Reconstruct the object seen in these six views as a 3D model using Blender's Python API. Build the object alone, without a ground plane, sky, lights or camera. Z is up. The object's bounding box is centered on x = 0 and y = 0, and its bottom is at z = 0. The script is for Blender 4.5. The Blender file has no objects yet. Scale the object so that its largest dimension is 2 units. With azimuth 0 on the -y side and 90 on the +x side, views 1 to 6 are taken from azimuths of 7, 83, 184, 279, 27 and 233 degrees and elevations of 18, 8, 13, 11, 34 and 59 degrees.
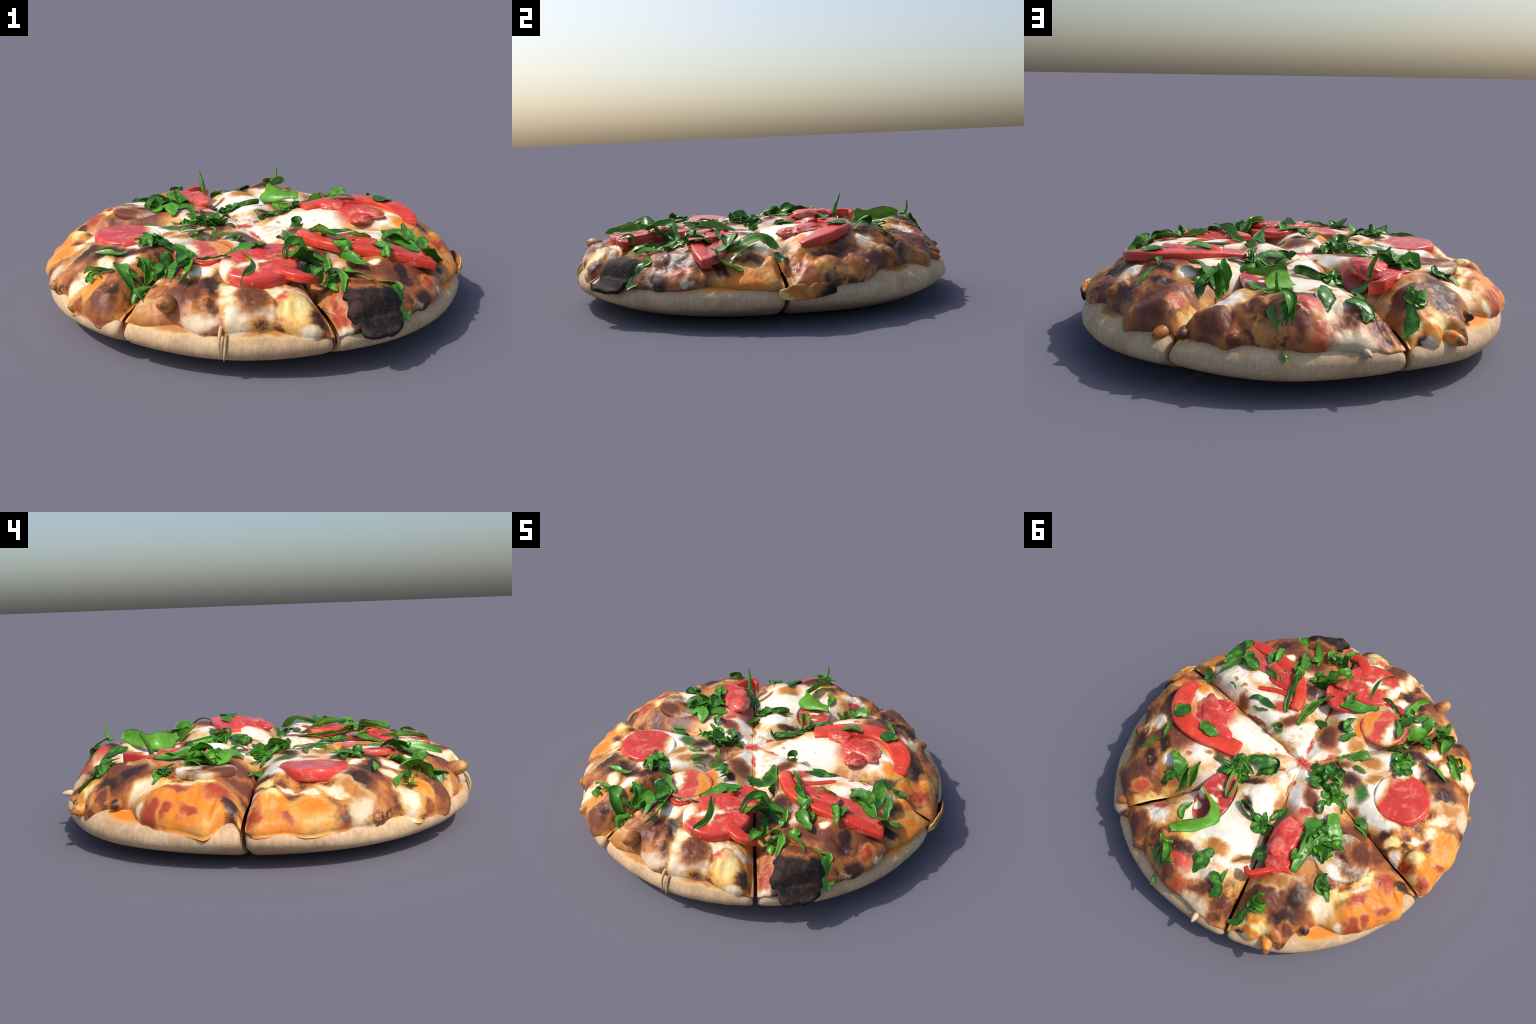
"""A sliced, wood-fired pizza: six pizza slices of bowl-bottomed dough, a blistered baked
cheese topping with charred spots, tomato slices and scattered herb leaves."""
import math
import bmesh
import bpy
import numpy as np
from mathutils import Vector, Matrix

# ---------------------------------------------------------------- numeric helpers
def rough_noise(p, freq, seed=0):
    """Smooth value noise in -1..1 on points p (n,3)."""
    q = np.asarray(p, float) * freq + seed * 17.31
    i = np.floor(q).astype(np.int64)
    f = q - i
    f = f * f * f * (f * (f * 6 - 15) + 10)
    out = np.zeros(len(q))
    for dx in (0, 1):
        for dy in (0, 1):
            for dz in (0, 1):
                h = (i[:, 0] + dx) * 374761393 + (i[:, 1] + dy) * 668265263 + (i[:, 2] + dz) * 2147483647 + seed * 974711
                h = (h ^ (h >> 13)) * 1274126177
                h = (h ^ (h >> 16)) & 0xFFFF
                w = (f[:, 0] if dx else 1 - f[:, 0]) * (f[:, 1] if dy else 1 - f[:, 1]) * (f[:, 2] if dz else 1 - f[:, 2])
                out += w * (h / 32767.5 - 1)
    return out


def fractal(p, freq, octaves=4, seed=0, gain=0.5):
    out, amp, total = 0.0, 1.0, 0.0
    for k in range(octaves):
        out = out + amp * rough_noise(p, freq * 2.03 ** k, seed + k)
        total += amp
        amp *= gain
    return out / total


def smoothstep(x, a, b):
    t = np.clip((x - a) / (b - a), 0, 1)
    return t * t * (3 - 2 * t)


# ---------------------------------------------------------------- pizza proportions
HUB = np.array([-0.06, -0.02])                      # where the cuts meet
CUT_ENDS = [(-0.436, -0.921), (0.432, -0.893), (0.969, 0.01), (0.413, 0.887), (-0.50, 0.85), (-0.97, -0.041)]
CUT_ANGLES = [math.degrees(math.atan2(y - HUB[1], x - HUB[0])) for x, y in CUT_ENDS]
CUT_ANGLES[5] -= 360 if CUT_ANGLES[5] > 0 else 0
CUT_SORTED = sorted(CUT_ANGLES)
CUT_FIRST = CUT_ANGLES.index(CUT_SORTED[0]) - 1
CUT_DIRS = [np.array([math.cos(math.radians(a)), math.sin(math.radians(a))]) for a in CUT_ANGLES]
RIM_CENTRE = np.array([0.0, 0.0])
RIM = [(-180, .987), (-166, .988), (-150, .998), (-130, 1.003), (-117, 1.008), (-104, .998), (-90, .998), (-80, .998), (-64, 1.0), (-56, .994), (-45, .99), (-32, .982), (-20, .978), (-6, .976), (1, .974), (8, .978),
       (22, .994), (33, 1.007), (44, 1.02), (62, 1.023), (67, 1.004), (80, 1.0), (90, .998), (101, .993), (109, .996), (120, 1.008), (137, 1.022), (145, 1.018), (152, 1.009), (160, 1.001), (180, .987)]

# where the baked topping ends on the rim: azimuth, radius (wavy, with drips and bare dents)
TOPPING_EDGE = [
    (-180, .90), (-178.5, .93), (-176.4, .985), (-173.6, .98), (-168.9, .972), (-162.9, .99), (-160.5, .988), (-154.5, .979), (-151.3, .97),
    (-148, .983), (-144, .972), (-138, .955), (-134, .998), (-132.2, .998), (-130.5, .985), (-126, .99), (-121, 1.003), (-118, .98), (-116, .94),
    (-112, .97), (-107.6, .955), (-101.7, .925), (-98, .948), (-95.4, .962), (-91.4, .954), (-84.2, .945), (-79.4, .93), (-75.8, .943),
    (-72, .97), (-68.3, .974), (-65, .97), (-63, .97), (-58, .965), (-55, .965), (-51, .96), (-48, .955), (-44, .95), (-40, .945),
    (-36.5, .95), (-32.4, .945), (-28, .935), (-23.5, .925), (-21.6, .905), (-17.6, .91), (-11, .93), (-1.5, .95), (.6, .95), (5.4, .945),
    (9.3, .945), (13.7, .955), (17.3, .95), (21.8, .95), (26, .94), (30, .90), (37, .90), (43, .90), (48.9, .925), (50.4, .99), (51.8, .99), (53.1, .957),
    (58.2, .945), (62.2, .92), (64.4, .915), (67.7, .93), (73.4, .928), (78, .955), (79.6, .955), (81.4, .915), (85, .921), (91, .932), (95, .931), (99.4, .945),
    (103.2, .93), (110, .948), (117, .967), (121, .955), (124, .955), (127, .985), (129, .985), (131, .95), (133.2, .945), (136, 1.01), (138, 1.01), (140.1, .925), (145, .91),
    (149, .892), (152.7, .936), (157.8, .965), (167.7, .979), (172, .985), (174.4, .995), (176, .99), (176.6, .945), (178.8, .915), (180, .90)]

# lumps of the topping: x, y, radius, height (half-round blisters, knobs and horns)
BLISTERS = [
    (-.037, .783, .15, .042), (.107, .828, .07, .024), (.16, .93, .05, .012), (.363, .879, .06, .012), (-.08, .87, .11, .022), (.26, .86, .09, .02),
    (-.58, .56, .21, .034), (-.50, .62, .10, .012), (-.724, .595, .045, .014), (-.765, .543, .045, .014), (-.69, .71, .06, .03), (-.45, .76, .08, .02),
    (-.88, .24, .16, .024), (-.93, .02, .07, .035), (-.86, .35, .10, .02), (-.80, .10, .12, .014),
    (-.85, -.12, .07, .03), (-.90, -.07, .06, .03), (-.84, -.30, .14, .012), (-.80, -.55, .07, .014), (-.68, -.70, .07, .02), (-.54, -.77, .12, .034),
    (-.45, -.60, .14, .012), (-.66, -.50, .15, .04), (-.24, -.96, .055, .055), (-.15, -.90, .12, .012), (.085, -.895, .11, .055), (.285, -.87, .12, .036), (.0, -.92, .06, .016),
    (.83, -.01, .05, .03), (.55, -.74, .16, .024), (.70, -.60, .07, .02), (.77, -.50, .07, .022), (.82, -.42, .06, .018), (.63, -.55, .06, .012), (.74, -.38, .06, .012),
    (.42, .74, .16, .034), (.55, .62, .08, .022), (.73, .54, .06, .03), (.83, .36, .07, .024), (.87, .22, .07, .022), (.88, .12, .06, .008), (.66, .64, .06, .024),
    (.78, .45, .05, .018), (.49, .85, .06, .004), (.60, .79, .05, .02), (.50, .47, .12, .02), (.68, .42, .06, .016), (-.10, .262, .10, .014), (-.18, .10, .10, .006),
    (-.25, .22, .11, .008), (.10, .12, .14, .008)]
# broad dips: the cheese pools and the places where slices sag (x, y, radius, depth)
HOLLOWS = [
    (.42, -.48, .14, .06), (.22, -.33, .08, .03), (-.19, .24, .05, .03), (.45, .0, .06, .01),
    (.0, .54, .17, .052), (-.05, .68, .09, .022), (-.20, .45, .15, .02), (-.53, -.29, .20, .022), (-.23, .82, .07, .03), (-.40, .87, .09, .03), (.34, .68, .10, .05),
    (-.75, -.22, .10, .03), (-.80, -.36, .07, .012), (.38, -.06, .10, .012), (-.12, -.95, .07, .012), (.45, -.78, .06, .02)]

# beds pressed into the topping by the slices that lie on it: x, y, z, radii, turn, slope
BEDS = [
    (-.552, -.288, .362, .152, .150, 0, -.03, .0), (.093, -.652, .374, .165, .150, 30, -.03, .09), (.135, -.485, .376, .118, .105, 0, -.02, -.02),
    (-.165, -.505, .370, .128, .115, 40, .0, .03), (.655, -.305, .342, .165, .085, -5, -.16, .03), (.085, .465, .330, .175, .095, 112, .10, -.05),
    (-.612, .178, .356, .150, .135, 20, -.05, .0)]

DOME = [(0, .355), (.2, .36), (.35, .37), (.5, .375), (.62, .372), (.7, .36), (.78, .328), (.86, .285), (.93, .245), (1.02, .20)]
# slices puff up differently behind the rim: azimuth, extra height
CUT_SPREAD = [(.7, .7), (1.1, 1.3), (.6, 1.2), (1.0, 1.0), (1.5, 1.2), (1.0, .95)]            # how widely the slices sag towards each cut
SLICE_LIFT = [-.006, -.006, .014, .0, -.006, -.004]
RIM_FULLNESS = [(-180, .014), (-150, .010), (-124, .006), (-105, .014), (-90, .004), (-75, .0), (-60, -.008), (-20, -.016), (-2, -.012), (4, -.03), (20, -.02), (35, -.004), (60, .004), (75, .010), (115, .006), (125, .008), (160, .014), (180, .014)]
DOUGH_PROFILE = [(0, .0), (.35, .0), (.6, .002), (.74, .012), (.84, .038), (.90, .066), (.925, .082), (.955, .090), (.98, .108), (.994, .138), (.988, .156),
                 (.965, .174), (.93, .194), (.88, .212), (.80, .225), (.5, .24), (.2, .245), (0, .245)]


def edge_radius(az):
    az = np.asarray(az, float)
    a0, r0 = [a for a, r in TOPPING_EDGE], [r for a, r in TOPPING_EDGE]
    total = 0
    for off, w in ((-2.0, 1), (-1.0, 2), (0.0, 2), (1.0, 2), (2.0, 1)):
        total = total + w * np.interp((az + off + 180) % 360 - 180, a0, r0)
    return total / 8


def rim_shelf(r):
    """Height of the bare dough shelf under the topping's edge."""
    return np.interp(r, [.80, .88, .93, .965, .988, 1.0], [.225, .212, .194, .174, .156, .145])


def dist_to_cuts(x, y):
    px, py = x - HUB[0], y - HUB[1]
    best = np.full(np.shape(x), 9.0)
    for d in CUT_DIRS:
        along = px * d[0] + py * d[1]
        best = np.minimum(best, np.where(along > 0, np.abs(px * d[1] - py * d[0]), np.hypot(px, py)))
    return best


def topping_height(x, y, detail=True):
    x, y = np.asarray(x, float), np.asarray(y, float)
    shape = x.shape
    x, y = x.ravel(), y.ravel()
    r = np.hypot(x - RIM_CENTRE[0], y - RIM_CENTRE[1])
    z = np.interp(r, [a for a, b in DOME], [b for a, b in DOME])
    az = np.degrees(np.arctan2(y, x))
    full = np.interp(az, [a for a, f in RIM_FULLNESS], [f for a, f in RIM_FULLNESS])
    z = z + full * smoothstep(r, .72, .86)
    cut = dist_to_cuts(x, y)
    hub = np.hypot(x - HUB[0], y - HUB[1])
    depth = np.interp(hub, [0, .2, .4, .65, .85, 1.0], [.012, .035, .068, .080, .055, .04])
    wide = np.interp(hub, [0, .2, .4, .65, .85, 1.0], [.03, .045, .07, .085, .055, .05])
    valley = np.zeros(len(x))
    for d, spread in zip(CUT_DIRS, CUT_SPREAD):
        along = (x - HUB[0]) * d[0] + (y - HUB[1]) * d[1]
        off = np.where(along > 0, np.abs((x - HUB[0]) * d[1] - (y - HUB[1]) * d[0]), hub)
        ahead = (y - HUB[1]) * d[0] - (x - HUB[0]) * d[1] > 0
        valley = np.maximum(valley, np.exp(-(off / (wide * np.where(ahead, spread[1], spread[0]))) ** 2))
    z = z - depth * valley
    turn = np.degrees(np.arctan2(y - HUB[1], x - HUB[0]))
    which = (np.searchsorted(np.array(CUT_SORTED), turn) + CUT_FIRST) % 6
    z = z + np.array(SLICE_LIFT)[which] * smoothstep(hub, .2, .45) * smoothstep(cut, .0, .06)
    for hx, hy, hr, hd in HOLLOWS:
        z = z - hd * np.exp(-((x - hx) ** 2 + (y - hy) ** 2) / hr ** 2)
    p = np.stack([x, y, 0 * x], 1)
    z = z + .010 * fractal(p, 5, 3, 3) * smoothstep(r, 0, .3)
    for bx, by, br, bh in BLISTERS:
        d2 = ((x - bx) ** 2 + (y - by) ** 2) / br ** 2
        z = z + bh * np.where(d2 < 1, (1 - np.clip(d2, 0, 1)) ** .75 * .75 + .25 * (1 - np.clip(d2, 0, 1)) ** 2, 0)
    for bx, by, bz, rx, ry, turn, sx, sy in BEDS:
        c, s = math.cos(math.radians(turn)), math.sin(math.radians(turn))
        dx, dy = x - bx, y - by
        q = np.hypot((c * dx + s * dy) / rx, (c * dy - s * dx) / ry)
        z = np.where(q < 1.25, np.minimum(z, bz - .016 + sx * dx + sy * dy + .09 * smoothstep(q, .93, 1.25)), z)
    if detail:
        out = smoothstep(r, .55, .85)
        z = z + .020 * out * (np.abs(fractal(p, 9, 2, 5)) - .22) + (.003 + .006 * out) * fractal(p, 15, 3, 8) + .0022 * (.3 + out) * fractal(p, 42, 2, 12)
    return z.reshape(shape)
PATCHES = {
    0: [
        ("M", -0.024, -0.149, 0.105, 0.053, 136), ("M", -0.124, -0.247, 0.048, 0.039, 77), ("M", 0.035, -0.401, 0.081, 0.043, 31),
        ("M", -0.123, -0.166, 0.042, 0.037, 43), ("M", -0.128, -0.686, 0.064, 0.043, 32), ("M", -0.283, -0.713, 0.046, 0.024, 65),
        ("B", -0.025, -0.238, 0.085, 0.052, 145), ("C", -0.014, -0.330, 0.037, 0.028, 143), ("O", -0.111, -0.396, 0.103, 0.032, 139),
        ("T", -0.155, -0.322, 0.044, 0.037, 80), ("K", -0.107, -0.759, 0.059, 0.040, 54), ("W", 0.005, -0.859, 0.073, 0.034, 111),
        ("B", -0.233, -0.846, 0.098, 0.060, 33), ("C", -0.160, -0.810, 0.052, 0.032, 81), ("T", -0.246, -0.890, 0.039, 0.035, 107),
        ("O", -0.410, -0.855, 0.051, 0.031, 78), ("P", -0.420, -0.910, 0.029, 0.021, 104), ("T", -0.344, -0.911, 0.082, 0.045, 9),
        ("B", -0.167, -0.834, 0.112, 0.065, 31), ("C", -0.083, -0.786, 0.061, 0.041, 129), ("C", -0.184, -0.782, 0.044, 0.031, 141),
        ("B", -0.224, -0.960, 0.029, 0.025, 180), ("M", -0.138, -0.708, 0.058, 0.032, 13), ("W", 0.004, -0.805, 0.047, 0.033, 152),
        ("W", 0.058, -0.933, 0.074, 0.030, 5), ("W", 0.172, -0.804, 0.119, 0.029, 31), ("W", 0.148, -0.911, 0.057, 0.021, 30), ("Y", 0.277, -0.880, 0.053, 0.050, 177),
        ("C", 0.352, -0.864, 0.052, 0.032, 100), ("O", 0.319, -0.731, 0.102, 0.027, 117), ("B", -0.030, -0.958, 0.032, 0.020, 26),
        ("P", -0.121, -0.951, 0.083, 0.023, 3), ("W", 0.314, -0.939, 0.064, 0.020, 22), ("R", 0.213, -0.840, 0.029, 0.018, 2), ("W", 0.288, -0.774, 0.065, 0.028, 44),
        ("Y", 0.285, -0.863, 0.052, 0.035, 83), ("B", 0.089, -0.862, 0.070, 0.061, 145),
    ],
    1: [
        ("M", 0.639, -0.076, 0.156, 0.114, 0), ("M", 0.400, -0.124, 0.130, 0.055, 24), ("M", 0.282, -0.077, 0.140, 0.047, 41), ("M", 0.404, -0.052, 0.080, 0.047, 24),
        ("M", 0.251, -0.190, 0.057, 0.053, 65), ("M", 0.258, -0.384, 0.057, 0.042, 88), ("M", 0.424, -0.454, 0.039, 0.031, 106), ("B", 0.498, -0.036, 0.039, 0.032, 6),
        ("T", 0.747, -0.108, 0.028, 0.017, 17), ("T", 0.610, -0.082, 0.017, 0.014, 178), ("T", 0.549, -0.087, 0.012, 0.012, 18), ("B", 0.185, -0.137, 0.074, 0.041, 79),
        ("C", 0.307, -0.371, 0.063, 0.033, 136), ("T", 0.235, -0.260, 0.058, 0.022, 137), ("C", 0.221, -0.392, 0.038, 0.030, 75), ("O", 0.848, -0.046, 0.096, 0.051, 74),
        ("B", 0.820, -0.120, 0.051, 0.035, 105), ("C", 0.734, -0.498, 0.157, 0.045, 45), ("R", 0.303, -0.157, 0.043, 0.034, 42), ("B", 0.502, -0.507, 0.146, 0.079, 22),
        ("B", 0.697, -0.441, 0.196, 0.086, 57), ("C", 0.299, -0.380, 0.062, 0.029, 106), ("M", 0.552, -0.443, 0.028, 0.024, 178), ("K", 0.587, -0.780, 0.127, 0.058, 30),
        ("C", 0.543, -0.693, 0.111, 0.057, 30), ("O", 0.915, -0.158, 0.123, 0.071, 72), ("C", 0.830, -0.274, 0.058, 0.023, 39), ("S", 0.420, -0.781, 0.095, 0.032, 109),
        ("P", 0.454, -0.873, 0.033, 0.024, 175), ("C", 0.683, -0.463, 0.062, 0.040, 102), ("S", 0.793, -0.453, 0.046, 0.034, 84), ("C", 0.770, -0.547, 0.043, 0.031, 52),
        ("P", 0.759, -0.609, 0.080, 0.014, 52), ("P", 0.862, -0.437, 0.072, 0.015, 79), ("M", 0.531, -0.198, 0.066, 0.055, 53),
    ],
    2: [
        ("M", 0.244, 0.069, 0.188, 0.130, 12), ("M", 0.592, 0.129, 0.139, 0.072, 10), ("M", 0.086, -0.039, 0.137, 0.083, 72), ("M", 0.357, 0.382, 0.122, 0.082, 24),
        ("M", 0.187, 0.278, 0.082, 0.029, 55), ("R", -0.029, -0.053, 0.048, 0.036, 112), ("T", 0.096, 0.113, 0.111, 0.020, 56), ("R", 0.466, 0.183, 0.133, 0.087, 109),
        ("B", 0.253, 0.287, 0.049, 0.029, 30), ("T", 0.303, 0.344, 0.021, 0.016, 44), ("T", 0.352, 0.437, 0.021, 0.013, 44), ("B", 0.514, 0.441, 0.127, 0.091, 21),
        ("C", 0.499, 0.495, 0.052, 0.038, 168), ("B", 0.454, 0.718, 0.158, 0.114, 24), ("C", 0.491, 0.606, 0.064, 0.035, 149), ("S", 0.405, 0.720, 0.054, 0.028, 56),
        ("M", 0.412, 0.531, 0.045, 0.039, 16), ("M", 0.669, 0.420, 0.060, 0.034, 173), ("W", 0.668, 0.533, 0.106, 0.023, 104), ("Y", 0.727, 0.470, 0.063, 0.026, 134),
        ("C", 0.769, 0.318, 0.064, 0.053, 67), ("B", 0.872, 0.143, 0.079, 0.047, 127), ("T", 0.454, 0.012, 0.051, 0.040, 129), ("Y", 0.339, 0.718, 0.096, 0.019, 62),
        ("O", 0.826, 0.113, 0.104, 0.035, 50), ("S", 0.856, 0.082, 0.083, 0.034, 46), ("C", 0.782, 0.283, 0.119, 0.031, 109), ("B", 0.777, 0.428, 0.115, 0.047, 107),
        ("C", 0.655, 0.570, 0.083, 0.034, 114), ("O", 0.690, 0.113, 0.057, 0.038, 172),
    ],
    3: [
        ("M", -0.171, 0.571, 0.218, 0.162, 28), ("M", 0.046, 0.514, 0.176, 0.161, 34), ("M", -0.097, 0.289, 0.124, 0.101, 136), ("M", 0.213, 0.758, 0.081, 0.057, 29),
        ("W", -0.235, 0.765, 0.111, 0.046, 49), ("T", -0.156, 0.640, 0.073, 0.037, 29), ("B", 0.231, 0.865, 0.089, 0.062, 162), ("B", 0.147, 0.938, 0.047, 0.031, 27),
        ("R", -0.095, 0.818, 0.100, 0.054, 45), ("C", -0.050, 0.778, 0.090, 0.039, 31), ("B", 0.098, 0.832, 0.044, 0.039, 25), ("Y", 0.001, 0.696, 0.040, 0.038, 126),
        ("T", -0.286, 0.570, 0.046, 0.025, 63), ("S", -0.173, 0.910, 0.080, 0.039, 47), ("B", -0.274, 0.813, 0.086, 0.036, 46), ("B", -0.406, 0.793, 0.072, 0.065, 34),
        ("P", -0.305, 0.903, 0.088, 0.047, 17), ("B", -0.419, 0.847, 0.039, 0.025, 47), ("C", -0.058, 0.352, 0.042, 0.027, 147), ("T", -0.153, 0.231, 0.053, 0.021, 118),
        ("C", 0.041, 0.252, 0.058, 0.023, 35), ("B", -0.095, 0.906, 0.051, 0.041, 22), ("R", 0.231, 0.699, 0.041, 0.030, 47),
    ],
    4: [
        ("M", -0.215, 0.133, 0.108, 0.073, 150), ("M", -0.364, 0.135, 0.066, 0.037, 41), ("B", -0.569, 0.075, 0.149, 0.121, 68), ("B", -0.280, 0.091, 0.091, 0.038, 156),
        ("R", -0.296, 0.173, 0.046, 0.020, 47), ("R", -0.329, 0.319, 0.148, 0.110, 154), ("B", -0.562, 0.545, 0.212, 0.101, 46), ("B", -0.628, 0.525, 0.152, 0.102, 54),
        ("T", -0.492, 0.530, 0.131, 0.035, 42), ("C", -0.635, 0.498, 0.063, 0.057, 137), ("C", -0.667, 0.588, 0.075, 0.038, 51), ("O", -0.565, 0.751, 0.092, 0.055, 39),
        ("Y", -0.526, 0.754, 0.037, 0.022, 33), ("K", -0.558, 0.804, 0.027, 0.022, 15), ("Y", -0.613, 0.708, 0.038, 0.021, 46), ("W", -0.756, 0.409, 0.067, 0.057, 136),
        ("O", -0.889, 0.197, 0.241, 0.096, 82), ("Y", -0.777, 0.163, 0.066, 0.035, 83), ("Y", -0.754, 0.301, 0.038, 0.025, 50), ("W", -0.790, 0.215, 0.050, 0.018, 61),
        ("S", -0.835, 0.076, 0.063, 0.045, 84), ("C", -0.899, 0.016, 0.047, 0.028, 36), ("S", -0.823, 0.252, 0.048, 0.031, 58), ("S", -0.900, 0.356, 0.044, 0.028, 52),
        ("S", -0.916, 0.278, 0.026, 0.019, 64), ("S", -0.930, 0.164, 0.055, 0.017, 75), ("B", -0.693, -0.004, 0.098, 0.059, 125), ("B", -0.714, 0.610, 0.038, 0.032, 42),
        ("C", -0.776, 0.547, 0.031, 0.020, 60), ("K", -0.694, 0.746, 0.029, 0.012, 43), ("O", -0.686, 0.725, 0.032, 0.027, 37), ("W", -0.868, 0.419, 0.026, 0.019, 144),
        ("P", -0.582, 0.814, 0.048, 0.021, 27),
    ],
    5: [
        ("M", -0.481, -0.090, 0.151, 0.047, 11), ("M", -0.470, -0.189, 0.115, 0.098, 61), ("M", -0.602, -0.122, 0.085, 0.032, 28),
        ("M", -0.318, -0.358, 0.126, 0.055, 64), ("M", -0.135, -0.091, 0.041, 0.024, 49), ("M", -0.458, -0.608, 0.048, 0.030, 79),
        ("M", -0.489, -0.472, 0.048, 0.029, 4), ("G", -0.386, -0.145, 0.060, 0.040, 137), ("C", -0.308, -0.149, 0.061, 0.046, 56),
        ("T", -0.385, -0.263, 0.049, 0.029, 59), ("T", -0.296, -0.305, 0.061, 0.031, 51), ("B", -0.180, -0.143, 0.096, 0.032, 48),
        ("C", -0.392, -0.506, 0.075, 0.033, 39), ("C", -0.484, -0.544, 0.053, 0.025, 24), ("C", -0.571, -0.526, 0.075, 0.061, 179),
        ("W", -0.561, -0.611, 0.043, 0.038, 85), ("W", -0.681, -0.432, 0.050, 0.043, 82), ("C", -0.682, -0.487, 0.071, 0.063, 50),
        ("T", -0.754, -0.464, 0.068, 0.036, 67), ("W", -0.758, -0.377, 0.066, 0.018, 69), ("P", -0.821, -0.495, 0.046, 0.035, 119),
        ("O", -0.908, -0.156, 0.184, 0.089, 98), ("C", -0.642, -0.090, 0.039, 0.028, 37), ("Y", -0.699, -0.103, 0.036, 0.020, 46),
        ("B", -0.721, -0.081, 0.022, 0.016, 42), ("M", -0.760, -0.191, 0.042, 0.028, 65), ("W", -0.786, -0.295, 0.043, 0.032, 73),
        ("B", -0.729, -0.174, 0.032, 0.025, 99), ("B", -0.823, -0.229, 0.038, 0.030, 71), ("Y", -0.844, -0.127, 0.041, 0.034, 72),
        ("S", -0.827, -0.070, 0.049, 0.021, 19), ("Y", -0.904, -0.067, 0.026, 0.021, 34), ("S", -0.948, -0.087, 0.035, 0.034, 130),
        ("B", -0.850, -0.379, 0.042, 0.033, 104), ("O", -0.874, -0.308, 0.074, 0.058, 105), ("S", -0.927, -0.214, 0.028, 0.018, 63),
        ("W", -0.660, -0.680, 0.056, 0.045, 60), ("B", -0.514, -0.804, 0.077, 0.063, 123), ("C", -0.478, -0.788, 0.042, 0.025, 44),
        ("O", -0.577, -0.729, 0.042, 0.037, 64), ("G", -0.517, -0.039, 0.039, 0.030, 135), ("M", -0.762, -0.059, 0.038, 0.026, 141),
        ("B", -0.432, -0.046, 0.041, 0.025, 19),
    ],
}
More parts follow.
